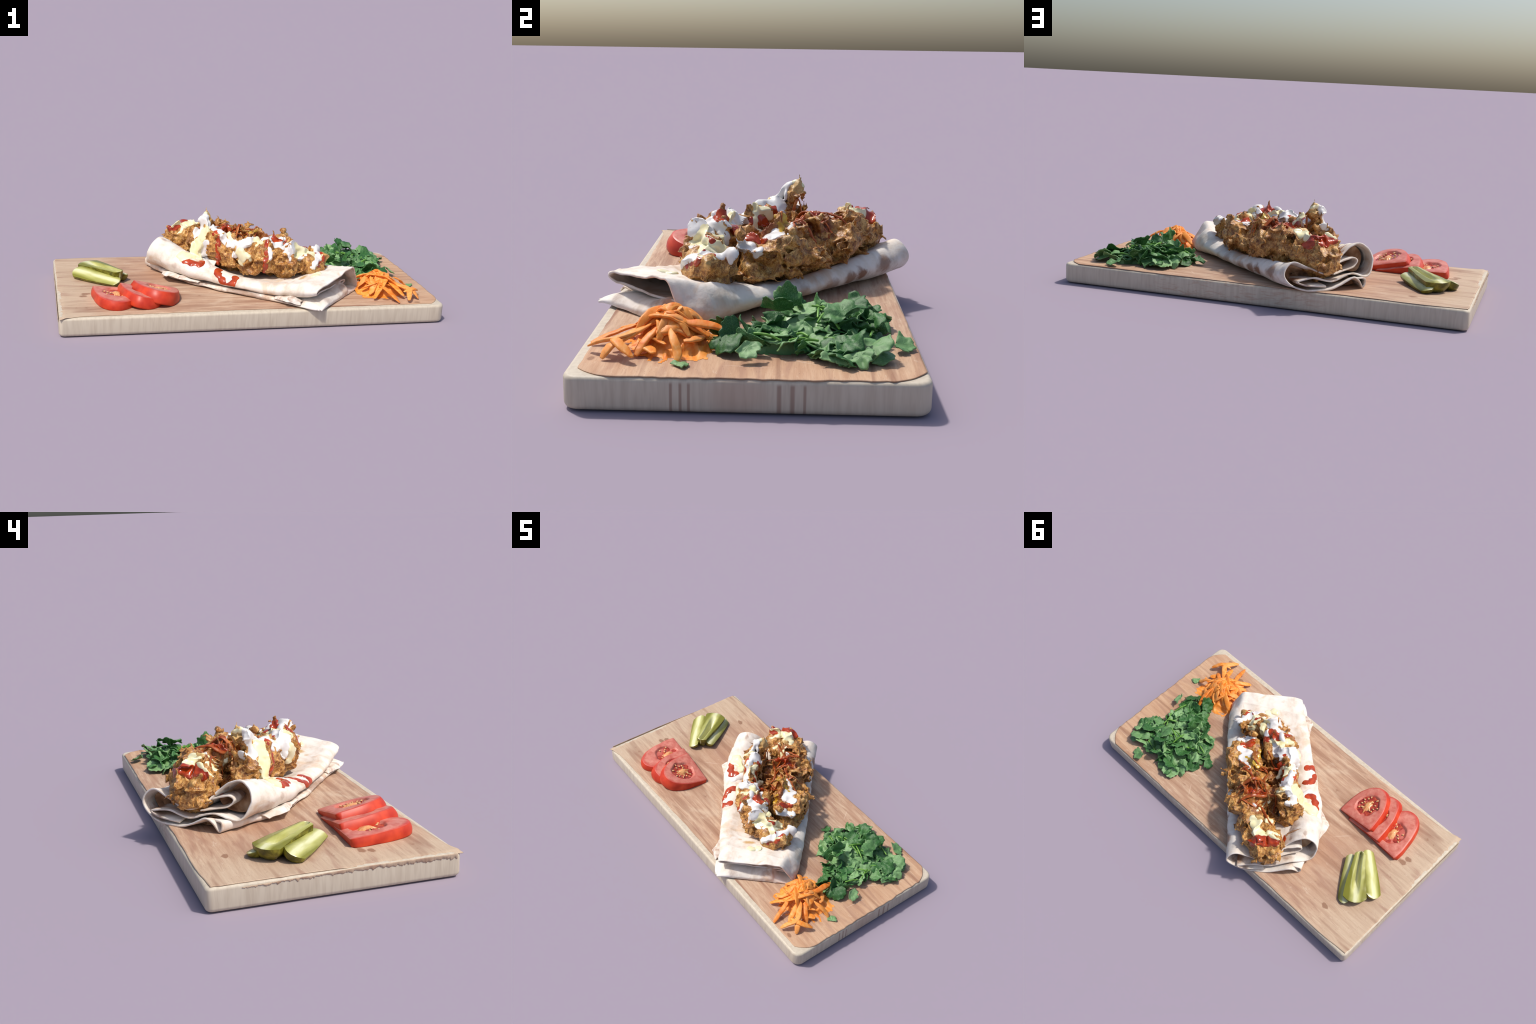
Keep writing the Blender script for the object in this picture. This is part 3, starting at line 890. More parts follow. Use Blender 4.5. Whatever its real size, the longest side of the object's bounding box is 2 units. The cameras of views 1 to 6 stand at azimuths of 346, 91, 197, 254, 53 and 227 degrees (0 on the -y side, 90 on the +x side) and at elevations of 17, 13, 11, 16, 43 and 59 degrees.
def splinters():
    """torn fibres that hang over the worn end"""
    n = 420
    y = np.linspace(-0.485, 0.34, n)
    fade = np.clip((0.36 - y) / 0.75, 0.0, 1)
    z3 = lambda sc, seed: vnoise(np.stack([y, 0 * y + seed, 0 * y], -1), sc, seed)
    drop = 0.002 + 0.024 * fade * (0.75 + 0.4 * z3(0.05, 31)) + 0.007 * z3(0.012, 32) + 0.004 * z3(0.005, 34)
    rows = []
    for k in np.linspace(0, 1, 6):
        zz = 0.0965 - 0.014 * (1 - np.clip(fade * 1.6, 0, 1)) - k * np.maximum(drop, 0.002)
        xx = -0.9935 - 0.002 * np.sin(k * math.pi) * (0.5 + 0.5 * z3(0.015, 33)) - 0.003 * fade * (1 - k)
        rows.append(np.stack([xx, y, zz], -1))
    ob = add("splintered_edge", make_mesh("splintered_edge", np.array(rows), grid_faces(n, 6)), M_FACE, board)
    thicken(ob, 0.0014, 0.0)
    ob["kind"] = "stuff"


splinters()

# ----------------------------------------------------------------------------
# the filled flatbread
# ----------------------------------------------------------------------------
wrap = thing("filled_flatbread", "folded white flatbread heaped with sauced crispy fried chicken", "wrap sandwich", (0.06, 0, 0))
LOCAL = Matrix(((S_AXIS[0], T_AXIS[0], 0, ORIGIN[0]), (S_AXIS[1], T_AXIS[1], 0, ORIGIN[1]), (0, 0, 1, 0), (0, 0, 0, 1)))


def wrap_part(name, verts, faces, mat, parent=wrap):
    """a part modelled in (s, t, z); its object coordinates are (s, t, z) too"""
    # (s, t, z) is left-handed against x, y, z when det < 0: keep faces outward
    if LOCAL.determinant() < 0:
        verts, faces = np.asarray(verts) * np.array([1, 1, 1]), np.asarray(faces)[:, ::-1]
    me = make_mesh(name, verts, np.asarray(faces))
    ob = add(name, me, mat, parent)
    ob.matrix_world = LOCAL
    return ob


flatbread = wrap_part("flatbread", SHEET.reshape(-1, 3), grid_faces(SHEET.shape[1], SHEET.shape[0]), M_BREAD)
thicken(flatbread, 0.0075)


def ribbon(name, rows, nu, nv, mat, seed, parent, t=0.006, wob=0.003):
    S = loft(rows, nu, nv)
    S = S + wob * np.stack([vnoise(S, 0.03, seed), vnoise(S, 0.03, seed + 1), vnoise(S, 0.04, seed + 2)], -1)
    S[..., 2] = np.maximum(S[..., 2], 0.1028)
    ob = wrap_part(name, S.reshape(-1, 3), grid_faces(nu, nv), mat, parent)
    thicken(ob, t)
    return ob


# inner fold seen inside the big open loop
ribbon("inner_fold_or_cap", [[(s, t + 0.02 * (0.5 - s), z - 0.05 * (0.5 - s)) for (s, t, z) in
                       [(k + 0.0, -0.04, 0.196), (k + 0.004, -0.10, 0.216), (k + 0.008, -0.150, 0.230), (k + 0.010, -0.176, 0.212), (k + 0.014, -0.150, 0.186), (k + 0.02, -0.09, 0.170), (k + 0.03, -0.03, 0.160)]]
                      for k in (0.12, 0.30, 0.42, 0.495)], 70, 50, M_BREAD, 61, flatbread)
# added caps that close the hollow loops, toasted brown darkened with painted shade
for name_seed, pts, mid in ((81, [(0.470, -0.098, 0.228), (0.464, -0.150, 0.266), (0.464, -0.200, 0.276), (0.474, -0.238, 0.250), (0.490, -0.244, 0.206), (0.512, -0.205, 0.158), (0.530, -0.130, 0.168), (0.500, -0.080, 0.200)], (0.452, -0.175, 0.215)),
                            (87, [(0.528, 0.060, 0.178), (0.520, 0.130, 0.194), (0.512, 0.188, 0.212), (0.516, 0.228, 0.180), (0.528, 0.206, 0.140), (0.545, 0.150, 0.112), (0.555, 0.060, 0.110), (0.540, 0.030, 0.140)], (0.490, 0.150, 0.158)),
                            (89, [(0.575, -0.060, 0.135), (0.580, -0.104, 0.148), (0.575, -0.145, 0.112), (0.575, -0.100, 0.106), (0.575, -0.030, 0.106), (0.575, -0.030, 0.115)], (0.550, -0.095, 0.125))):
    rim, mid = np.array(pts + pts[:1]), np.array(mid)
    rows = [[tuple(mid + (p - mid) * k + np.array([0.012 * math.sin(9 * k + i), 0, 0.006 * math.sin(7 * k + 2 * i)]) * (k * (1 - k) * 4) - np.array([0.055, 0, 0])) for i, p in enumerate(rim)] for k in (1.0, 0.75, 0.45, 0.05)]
    ribbon("inner_fold_or_cap", rows, 72, 16, M_BREAD3, name_seed, flatbread, 0.005, 0.002)
# lower layer that sticks out of the folded end, with its puffed lip
ribbon("lower_layer", [[(s, t, z) for t, z in pts] for s, pts in (
    (-0.30, [(-0.235, 0.110), (-0.15, 0.120), (-0.05, 0.125), (0.03, 0.130), (0.075, 0.132), (0.11, 0.128), (0.15, 0.120), (0.20, 0.112)]),
    (-0.46, [(-0.235, 0.112), (-0.15, 0.134), (-0.05, 0.140), (0.03, 0.148), (0.070, 0.158), (0.095, 0.138), (0.13, 0.120), (0.20, 0.112)]),
    (-0.515, [(-0.232, 0.112), (-0.15, 0.138), (-0.05, 0.139), (0.03, 0.150), (0.070, 0.163), (0.092, 0.140), (0.13, 0.121), (0.205, 0.112)]),
    (-0.544, [(-0.232, 0.108), (-0.15, 0.122), (-0.05, 0.121), (0.03, 0.126), (0.075, 0.136), (0.095, 0.124), (0.13, 0.114), (0.205, 0.109)]),
    (-0.546, [(-0.230, 0.103), (-0.15, 0.106), (-0.05, 0.104), (0.03, 0.104), (0.075, 0.108), (0.095, 0.104), (0.13, 0.103), (0.205, 0.103)]))],
    90, 60, M_BREAD, 65, flatbread, 0.006, 0.004)
# torn, toasted bits of the lower layer along the front edge
ribbon("torn_flap", [[(0.400, -0.225, 0.120), (0.405, -0.262, 0.128), (0.400, -0.285, 0.118)], [(0.355, -0.230, 0.128), (0.350, -0.300, 0.142), (0.335, -0.338, 0.132)],
                     [(0.310, -0.230, 0.130), (0.305, -0.300, 0.146), (0.312, -0.335, 0.140)], [(0.250, -0.235, 0.126), (0.245, -0.295, 0.138), (0.252, -0.312, 0.130)],
                     [(0.150, -0.235, 0.122), (0.150, -0.288, 0.128), (0.152, -0.292, 0.122)]], 24, 60, M_BREAD2, 71, flatbread, 0.005, 0.006)
ribbon("torn_flap", [[(-0.28, -0.21, 0.122), (-0.285, -0.245, 0.126), (-0.29, -0.258, 0.118)], [(-0.34, -0.20, 0.126), (-0.345, -0.255, 0.138), (-0.35, -0.272, 0.122)],
                     [(-0.38, -0.20, 0.128), (-0.385, -0.260, 0.146), (-0.39, -0.278, 0.128)], [(-0.43, -0.20, 0.124), (-0.435, -0.245, 0.134), (-0.44, -0.256, 0.120)]],
       24, 50, M_BREAD2, 77, flatbread, 0.005, 0.006)

H_CH = 0.0040


def chicken(which, lo, hi):
    P = grid_points(lo, hi, H_CH)
    return wrap_part("fried_chicken", *surface_nets(chicken_field(P, which), P[0, 0, 0], H_CH), M_CHICKEN)


chicken(0, (-0.47, -0.24, 0.10), (0.40, 0.22, 0.52))
chicken(1, (-0.27, -0.10, 0.10), (0.63, 0.30, 0.42))

# ---- sauces: strands poured over the chicken and on to the bread -------------
# each strand is (radius, control points in s, t, z); it clings to whatever surface lies under it
WHITE = [
    (0.016, [(-0.305, 0.159, 0.310), (-0.330, 0.130, 0.285), (-0.340, 0.099, 0.287), (-0.369, 0.062, 0.277), (-0.383, 0.027, 0.267)]),
    (0.008, [(-0.398, -0.036, 0.208), (-0.386, -0.059, 0.203)]),
    (0.008, [(-0.268, -0.081, 0.362), (-0.280, -0.089, 0.284)]),
    (0.012, [(-0.256, -0.040, 0.369), (-0.249, -0.012, 0.321), (-0.192, -0.001, 0.355), (-0.162, -0.004, 0.346)]),
    (0.013, [(-0.152, -0.088, 0.375), (-0.123, -0.091, 0.374), (-0.110, -0.101, 0.366)]),
    (0.020, [(-0.100, -0.053, 0.324), (-0.080, -0.066, 0.307), (-0.047, -0.095, 0.358), (-0.055, -0.118, 0.363), (-0.031, -0.135, 0.352), (-0.029, -0.164, 0.333), (-0.004, -0.166, 0.318)]),
    (0.018, [(-0.015, -0.080, 0.341), (-0.059, -0.059, 0.312), (-0.092, -0.052, 0.315)]),
    (0.014, [(-0.014, -0.174, 0.321), (0.010, -0.173, 0.278)]),
    (0.014, [(0.107, -0.147, 0.370), (0.139, -0.121, 0.378), (0.154, -0.092, 0.362), (0.169, -0.077, 0.340)]),
    (0.022, [(0.160, -0.095, 0.366), (0.187, -0.112, 0.389), (0.240, -0.121, 0.438), (0.263, -0.127, 0.421), (0.249, -0.145, 0.346)]),
    (0.018, [(-0.103, 0.146, 0.313), (-0.084, 0.125, 0.307), (-0.080, 0.102, 0.311), (-0.040, 0.117, 0.321), (-0.039, 0.143, 0.318)]),
    (0.008, [(-0.022, 0.140, 0.311), (0.004, 0.117, 0.330), (0.041, 0.103, 0.342)]),
    (0.014, [(0.292, -0.105, 0.354), (0.283, -0.128, 0.337), (0.266, -0.149, 0.327)]),
    (0.015, [(0.186, -0.179, 0.308), (0.199, -0.173, 0.275), (0.199, -0.171, 0.249), (0.201, -0.154, 0.207), (0.165, -0.206, 0.198), (0.138, -0.237, 0.197)]),
    (0.012, [(0.282, 0.071, 0.336), (0.269, 0.084, 0.318)]),
    (0.012, [(0.103, -0.156, 0.367), (0.096, -0.140, 0.339), (0.063, -0.155, 0.320), (0.035, -0.159, 0.315)]),
    (0.019, [(0.054, -0.150, 0.332), (0.026, -0.148, 0.331), (-0.008, -0.153, 0.333), (-0.042, -0.159, 0.346), (-0.059, -0.146, 0.354)]),
    (0.011, [(-0.166, -0.117, 0.351), (-0.188, -0.141, 0.319), (-0.199, -0.153, 0.288)]),
    (0.010, [(-0.243, -0.092, 0.318), (-0.260, -0.080, 0.338), (-0.282, -0.083, 0.351)]),
    (0.013, [(-0.267, -0.063, 0.369), (-0.282, -0.052, 0.338), (-0.278, -0.011, 0.300), (-0.309, -0.027, 0.290), (-0.319, 0.023, 0.300)]),
    (0.014, [(-0.360, 0.097, 0.290), (-0.375, 0.030, 0.274), (-0.376, -0.004, 0.243)]),
    (0.014, [(-0.178, -0.103, 0.349), (-0.198, -0.049, 0.354), (-0.190, -0.019, 0.333), (-0.195, 0.003, 0.311), (-0.197, 0.011, 0.292)]),
    (0.022, [(-0.261, -0.030, 0.365), (-0.205, -0.060, 0.340)]),
    (0.016, [(-0.318, 0.172, 0.302), (-0.324, 0.176, 0.283)]),
    (0.016, [(0.100, -0.135, 0.372), (0.132, -0.130, 0.381), (0.167, -0.124, 0.380), (0.189, -0.113, 0.389)]),
    (0.013, [(0.201, -0.111, 0.379), (0.185, -0.082, 0.355)]),
    (0.018, [(-0.191, 0.066, 0.296), (-0.178, 0.094, 0.288), (-0.188, 0.145, 0.286)]),
    (0.014, [(-0.284, -0.062, 0.333), (-0.285, -0.055, 0.318)]),
]
CREAM = [
    (0.008, [(-0.360, 0.137, 0.284), (-0.376, 0.099, 0.286), (-0.380, 0.054, 0.273)]),
    (0.014, [(-0.383, 0.009, 0.260), (-0.416, -0.014, 0.210), (-0.398, -0.021, 0.208)]),
    (0.014, [(-0.266, 0.001, 0.351), (-0.250, 0.014, 0.322), (-0.227, 0.022, 0.317), (-0.223, 0.019, 0.275)]),
    (0.015, [(-0.132, -0.036, 0.337), (-0.101, -0.061, 0.363), (-0.104, -0.097, 0.355), (-0.114, -0.127, 0.351), (-0.107, -0.152, 0.333)]),
    (0.015, [(0.045, -0.146, 0.337), (0.078, -0.116, 0.373), (0.036, -0.085, 0.306), (0.047, -0.069, 0.282), (0.070, -0.061, 0.272)]),
    (0.010, [(0.258, -0.051, 0.434), (0.259, -0.075, 0.440), (0.249, -0.093, 0.449)]),
    (0.017, [(0.196, -0.154, 0.373), (0.207, -0.175, 0.326), (0.213, -0.196, 0.285), (0.205, -0.201, 0.211)]),
    (0.022, [(0.239, -0.214, 0.227), (0.277, -0.226, 0.234), (0.294, -0.243, 0.236), (0.287, -0.254, 0.230)]),
    (0.022, [(0.375, 0.080, 0.337), (0.404, 0.074, 0.332), (0.437, 0.078, 0.336), (0.454, 0.075, 0.330)]),
    (0.012, [(0.462, 0.082, 0.333), (0.464, 0.054, 0.334), (0.466, 0.020, 0.326), (0.484, -0.015, 0.343), (0.493, -0.045, 0.328)]),
    (0.015, [(0.373, 0.011, 0.320), (0.363, -0.017, 0.291)]),
    (0.010, [(0.327, 0.065, 0.342), (0.295, 0.041, 0.318), (0.249, 0.020, 0.278), (0.243, -0.006, 0.302)]),
    (0.022, [(0.210, -0.142, 0.376), (0.227, -0.144, 0.356), (0.231, -0.163, 0.331), (0.247, -0.167, 0.305), (0.255, -0.173, 0.282), (0.250, -0.184, 0.263), (0.233, -0.195, 0.254)]),
    (0.018, [(0.242, -0.185, 0.235), (0.256, -0.199, 0.230), (0.258, -0.246, 0.227), (0.278, -0.265, 0.222)]),
    (0.022, [(-0.028, -0.180, 0.314), (-0.042, -0.191, 0.280), (-0.036, -0.171, 0.246)]),
    (0.011, [(-0.069, -0.180, 0.300), (-0.091, -0.172, 0.266)]),
    (0.015, [(-0.066, -0.105, 0.358), (-0.076, -0.085, 0.369)]),
    (0.017, [(-0.266, -0.024, 0.351), (-0.280, -0.006, 0.333), (-0.295, 0.014, 0.317), (-0.304, 0.052, 0.304), (-0.341, 0.054, 0.288)]),
    (0.016, [(-0.412, -0.061, 0.212), (-0.424, -0.043, 0.215)]),
    (0.012, [(-0.286, -0.067, 0.297), (-0.275, -0.041, 0.311), (-0.274, -0.029, 0.332)]),
    (0.024, [(-0.281, -0.034, 0.295), (-0.302, 0.031, 0.304), (-0.291, 0.066, 0.291), (-0.278, 0.082, 0.277)]),
    (0.017, [(0.064, -0.108, 0.346), (0.106, -0.104, 0.361), (0.122, -0.092, 0.325)]),
    (0.012, [(0.444, -0.056, 0.274), (0.445, -0.020, 0.308), (0.444, 0.046, 0.325), (0.393, 0.041, 0.344)]),
]
RED = [
    (0.008, [(-0.349, 0.133, 0.287), (-0.355, 0.095, 0.290), (-0.374, 0.054, 0.276)]),
    (0.024, [(-0.192, -0.038, 0.351), (-0.159, -0.052, 0.369), (-0.149, -0.066, 0.355)]),
    (0.016, [(-0.148, 0.016, 0.323), (-0.143, -0.007, 0.341)]),
    (0.012, [(-0.033, -0.080, 0.346), (-0.030, -0.095, 0.351), (-0.028, -0.127, 0.357)]),
    (0.016, [(-0.001, -0.071, 0.301), (0.015, -0.055, 0.266)]),
    (0.015, [(0.141, -0.132, 0.381), (0.143, -0.160, 0.366)]),
    (0.018, [(0.175, -0.224, 0.208), (0.183, -0.246, 0.191), (0.219, -0.258, 0.195), (0.265, -0.266, 0.218)]),
    (0.016, [(-0.030, -0.223, 0.157), (-0.045, -0.246, 0.159), (-0.040, -0.269, 0.144), (-0.009, -0.279, 0.136), (0.043, -0.260, 0.167), (0.071, -0.237, 0.174), (0.077, -0.214, 0.170)]),
    (0.019, [(-0.136, 0.128, 0.308), (-0.137, 0.094, 0.318), (-0.152, 0.083, 0.313)]),
    (0.028, [(0.492, 0.094, 0.308), (0.487, 0.062, 0.319), (0.493, 0.028, 0.312), (0.500, 0.000, 0.315), (0.502, -0.031, 0.310)]),
    (0.014, [(0.165, -0.120, 0.379), (0.126, -0.160, 0.355), (0.120, -0.162, 0.316), (0.118, -0.166, 0.278), (0.115, -0.159, 0.239), (0.128, -0.145, 0.199)]),
    (0.010, [(0.215, -0.181, 0.240), (0.233, -0.146, 0.204)]),
    (0.013, [(-0.153, -0.112, 0.367), (-0.169, -0.146, 0.325), (-0.175, -0.155, 0.289), (-0.172, -0.156, 0.249), (-0.157, -0.134, 0.204)]),
    (0.014, [(-0.142, -0.046, 0.359), (-0.163, -0.046, 0.371)]),
    (0.013, [(-0.363, 0.114, 0.295), (-0.379, 0.073, 0.273), (-0.386, 0.037, 0.249)]),
    (0.011, [(-0.303, 0.029, 0.325), (-0.303, 0.060, 0.315), (-0.289, 0.070, 0.300)]),
    (0.011, [(-0.354, 0.073, 0.299), (-0.381, 0.086, 0.285), (-0.393, 0.084, 0.267)]),
    (0.020, [(0.038, -0.088, 0.319), (0.079, -0.096, 0.325), (0.098, -0.095, 0.311)]),
    (0.017, [(0.124, -0.109, 0.368), (0.148, -0.092, 0.363), (0.145, -0.083, 0.350)]),
    (0.020, [(0.179, 0.107, 0.306), (0.208, 0.055, 0.353), (0.209, 0.013, 0.338)]),
    (0.014, [(0.326, -0.051, 0.158), (0.397, -0.078, 0.192), (0.451, -0.083, 0.212)]),
]
MUSTARD = [
    (0.009, [(-0.040, 0.121, 0.322), (-0.024, 0.099, 0.325), (0.019, 0.073, 0.365), (0.013, 0.047, 0.361)]),
    (0.009, [(-0.095, 0.041, 0.283), (-0.048, 0.049, 0.289)]),
    (0.009, [(0.042, 0.052, 0.346), (0.073, 0.051, 0.293)]),
    (0.008, [(0.020, 0.073, 0.360), (0.032, 0.081, 0.332)]),
]


from mathutils.bvhtree import BVHTree
BREAD_TREE = BVHTree.FromPolygons(SHEET.reshape(-1, 3).tolist(), grid_faces(SHEET.shape[1], SHEET.shape[0]).tolist())


def settle(p):
    """move a control point that belongs to the bread on to the bread"""
    q = np.array([p], np.float32)
    if min(chicken_field(q, 0, False)[0], chicken_field(q, 1, False)[0]) > 0.012:
        near = BREAD_TREE.find_nearest(p)[0]
        return tuple(near)
    return p


def bread_gap(Q):
    return np.array([(BREAD_TREE.find_nearest(q, 0.04)[3] or 0.04) for q in Q.tolist()]) - 0.0042


def poured(name, strands, thick, mat, seed, h=0.0036):
    lo, hi = np.array((-0.47, -0.31, 0.14)), np.array((0.55, 0.22, 0.51))
    P = grid_points(lo, hi, h)
    D = np.full(P.shape[:3], 1.0, np.float32)
    for r, pts in strands:
        C = catmull(np.array([settle(p) for p in pts]), max(2, 3 * len(pts)))
        for k, (a, b) in enumerate(zip(C, C[1:])):
            # strands swell and thin as they were squeezed out
            ra = r * (1 + 0.25 * math.sin(1.9 * k + 40 * pts[0][0]))
            rb = r * (1 + 0.25 * math.sin(1.9 * (k + 1) + 40 * pts[0][0]))
            m = max(ra, rb) + 0.016
            i0 = np.maximum(((np.minimum(a, b) - m - lo) / h).astype(int), 0)
            i1 = np.minimum(((np.maximum(a, b) + m - lo) / h).astype(int) + 2, D.shape)
            if (i1 <= i0).any():
                continue
            sl = tuple(slice(p, q) for p, q in zip(i0, i1))
            D[sl] = smin(D[sl], cone(P[sl], a, b, ra, rb), 0.008)
    band = D < 0.014
    Q = P[band]
    base = np.minimum(np.minimum(chicken_field(Q, 0, False), chicken_field(Q, 1, False)), bread_gap(Q))
    edge = D[band] + 0.004 * vnoise(Q, 0.022, seed)
    skin = base - (thick + 0.0025 * vnoise(Q, 0.03, seed + 1)) * np.sqrt(np.clip(-edge / 0.013, 0, 1))   # thins out to its rim
    F = np.full(D.shape, 0.05, np.float32)
    F[band] = smax(smax(skin, edge, 0.005), -(base + 0.012), 0.004)
    v, q = surface_nets(F, lo, h)
    return wrap_part(name, v, q, mat)


poured("chilli_sauce", [(r * 1.1 if p[0][2] < 0.215 else r, p) for r, p in RED], 0.0056, M_KETCHUP, 201)
poured("garlic_sauce", [(r * 1.18, p) for r, p in WHITE], 0.0066, M_WHITE, 205)
poured("yellow_sauce", [(r * 1.05, p) for r, p in CREAM], 0.0080, M_CREAM, 209)
poured("mustard", [(r * 1.3, p) for r, p in MUSTARD], 0.0105, M_MUSTARD, 213)


# ---- soaked onion shreds lying across the filling ----------------------------
CHICKEN_TREE = BVHTree.FromPolygons(*[x.tolist() for x in surface_nets(*(lambda P: (np.minimum(chicken_field(P, 0, False), chicken_field(P, 1, False)), P[0, 0, 0], 0.008))(grid_points((-0.46, -0.24, 0.12), (0.62, 0.30, 0.52), 0.008)))])


def onion_shred(points, w, rise, flat=0.45):
    """points are (s, t); the shred lies on the chicken, arching up by `rise` in the middle"""
    C = catmull(np.array(points, float), 9)
    out = []
    for k, (s, t) in enumerate(C):
        z = CHICKEN_TREE.ray_cast((s, t, 0.6), (0, 0, -1))[0]
        z = (z.z if z else 0.24)
        out.append((s, t, z + 0.004 + rise * math.sin(math.pi * k / 8)))
    out = np.array(out)
    out[1:-1, 2] = (out[:-2, 2] + out[1:-1, 2] * 2 + out[2:, 2]) / 4
    V, F = tube(out, [w * 0.5, w, w * 1.1, w, w * 0.4], 10, flat, 0.6, 30)
    V = V + 0.002 * np.stack([vnoise(V, 0.015, 15), vnoise(V, 0.015, 16), vnoise(V, 0.015, 17)], -1)
    me = make_mesh("onion_shred", V, F)
    ob = add("onion_shred", me, M_SHRED, wrap)
    ob.matrix_world = LOCAL


for pts, w, rise in [([(0.150, 0.175), (0.140, 0.12), (0.128, 0.06), (0.118, 0.00), (0.12, -0.05)], 0.009, 0.022), ([(0.255, 0.165), (0.235, 0.11), (0.228, 0.05), (0.222, -0.01), (0.215, -0.06)], 0.009, 0.018),
                     ([(0.05, 0.13), (0.09, 0.09), (0.14, 0.07), (0.20, 0.06)], 0.006, 0.012), ([(0.06, 0.00), (0.11, 0.02), (0.17, 0.01), (0.23, 0.0)], 0.006, 0.010),
                     ([(0.27, 0.06), (0.31, 0.03), (0.36, 0.01), (0.40, -0.02)], 0.007, 0.008)]:
    onion_shred(pts, w, rise)
for i in range(26):
    s, t, a, L = rng.uniform(-0.04, 0.30), rng.uniform(-0.05, 0.14), rng.uniform(-0.9, 2.2), rng.uniform(0.025, 0.055)
    onion_shred([(s - L * math.sin(a), t - L * math.cos(a)), (s, t + rng.uniform(-0.01, 0.01)), (s + L * math.sin(a), t + L * math.cos(a))], rng.uniform(0.0035, 0.006), rng.uniform(0.0, 0.014))

# ----------------------------------------------------------------------------
# tomato slices
# ----------------------------------------------------------------------------

def frame(origin, e1, e2):
    """object matrix with x along e1, y near e2, z up out of the face"""
    x = Vector(e1).normalized()
    y = (Vector(e2) - x * Vector(e2).dot(x)).normalized()
    z = x.cross(y)
    if z.z < 0:
        x, z = -x, -z
    return Matrix(((x[0], y[0], z[0], origin[0]), (x[1], y[1], z[1], origin[1]), (x[2], y[2], z[2], origin[2]), (0, 0, 0, 1)))


def tomato_outline(width, depth, n):
    """half-slice outline about the point (0, 0.42 depth): straight cut at y = 0, arch above"""
    a = np.linspace(0, 2 * math.pi, n, endpoint=False)
    pts = []
    for q in a:
        c, s = math.cos(q), math.sin(q)
        lo, hi = 0.0, 1.0
        for _ in range(30):
            r = (lo + hi) / 2
            x, y = r * c, 0.42 * depth + r * s
            ok = y > 0 and (abs(x) / (width / 2)) ** 2.2 + (max(y, 0) / depth) ** 2.2 < 1
            lo, hi = (r, hi) if ok else (lo, r)
        pts.append((lo * c, 0.42 * depth + lo * s))
    return a, np.array(pts)


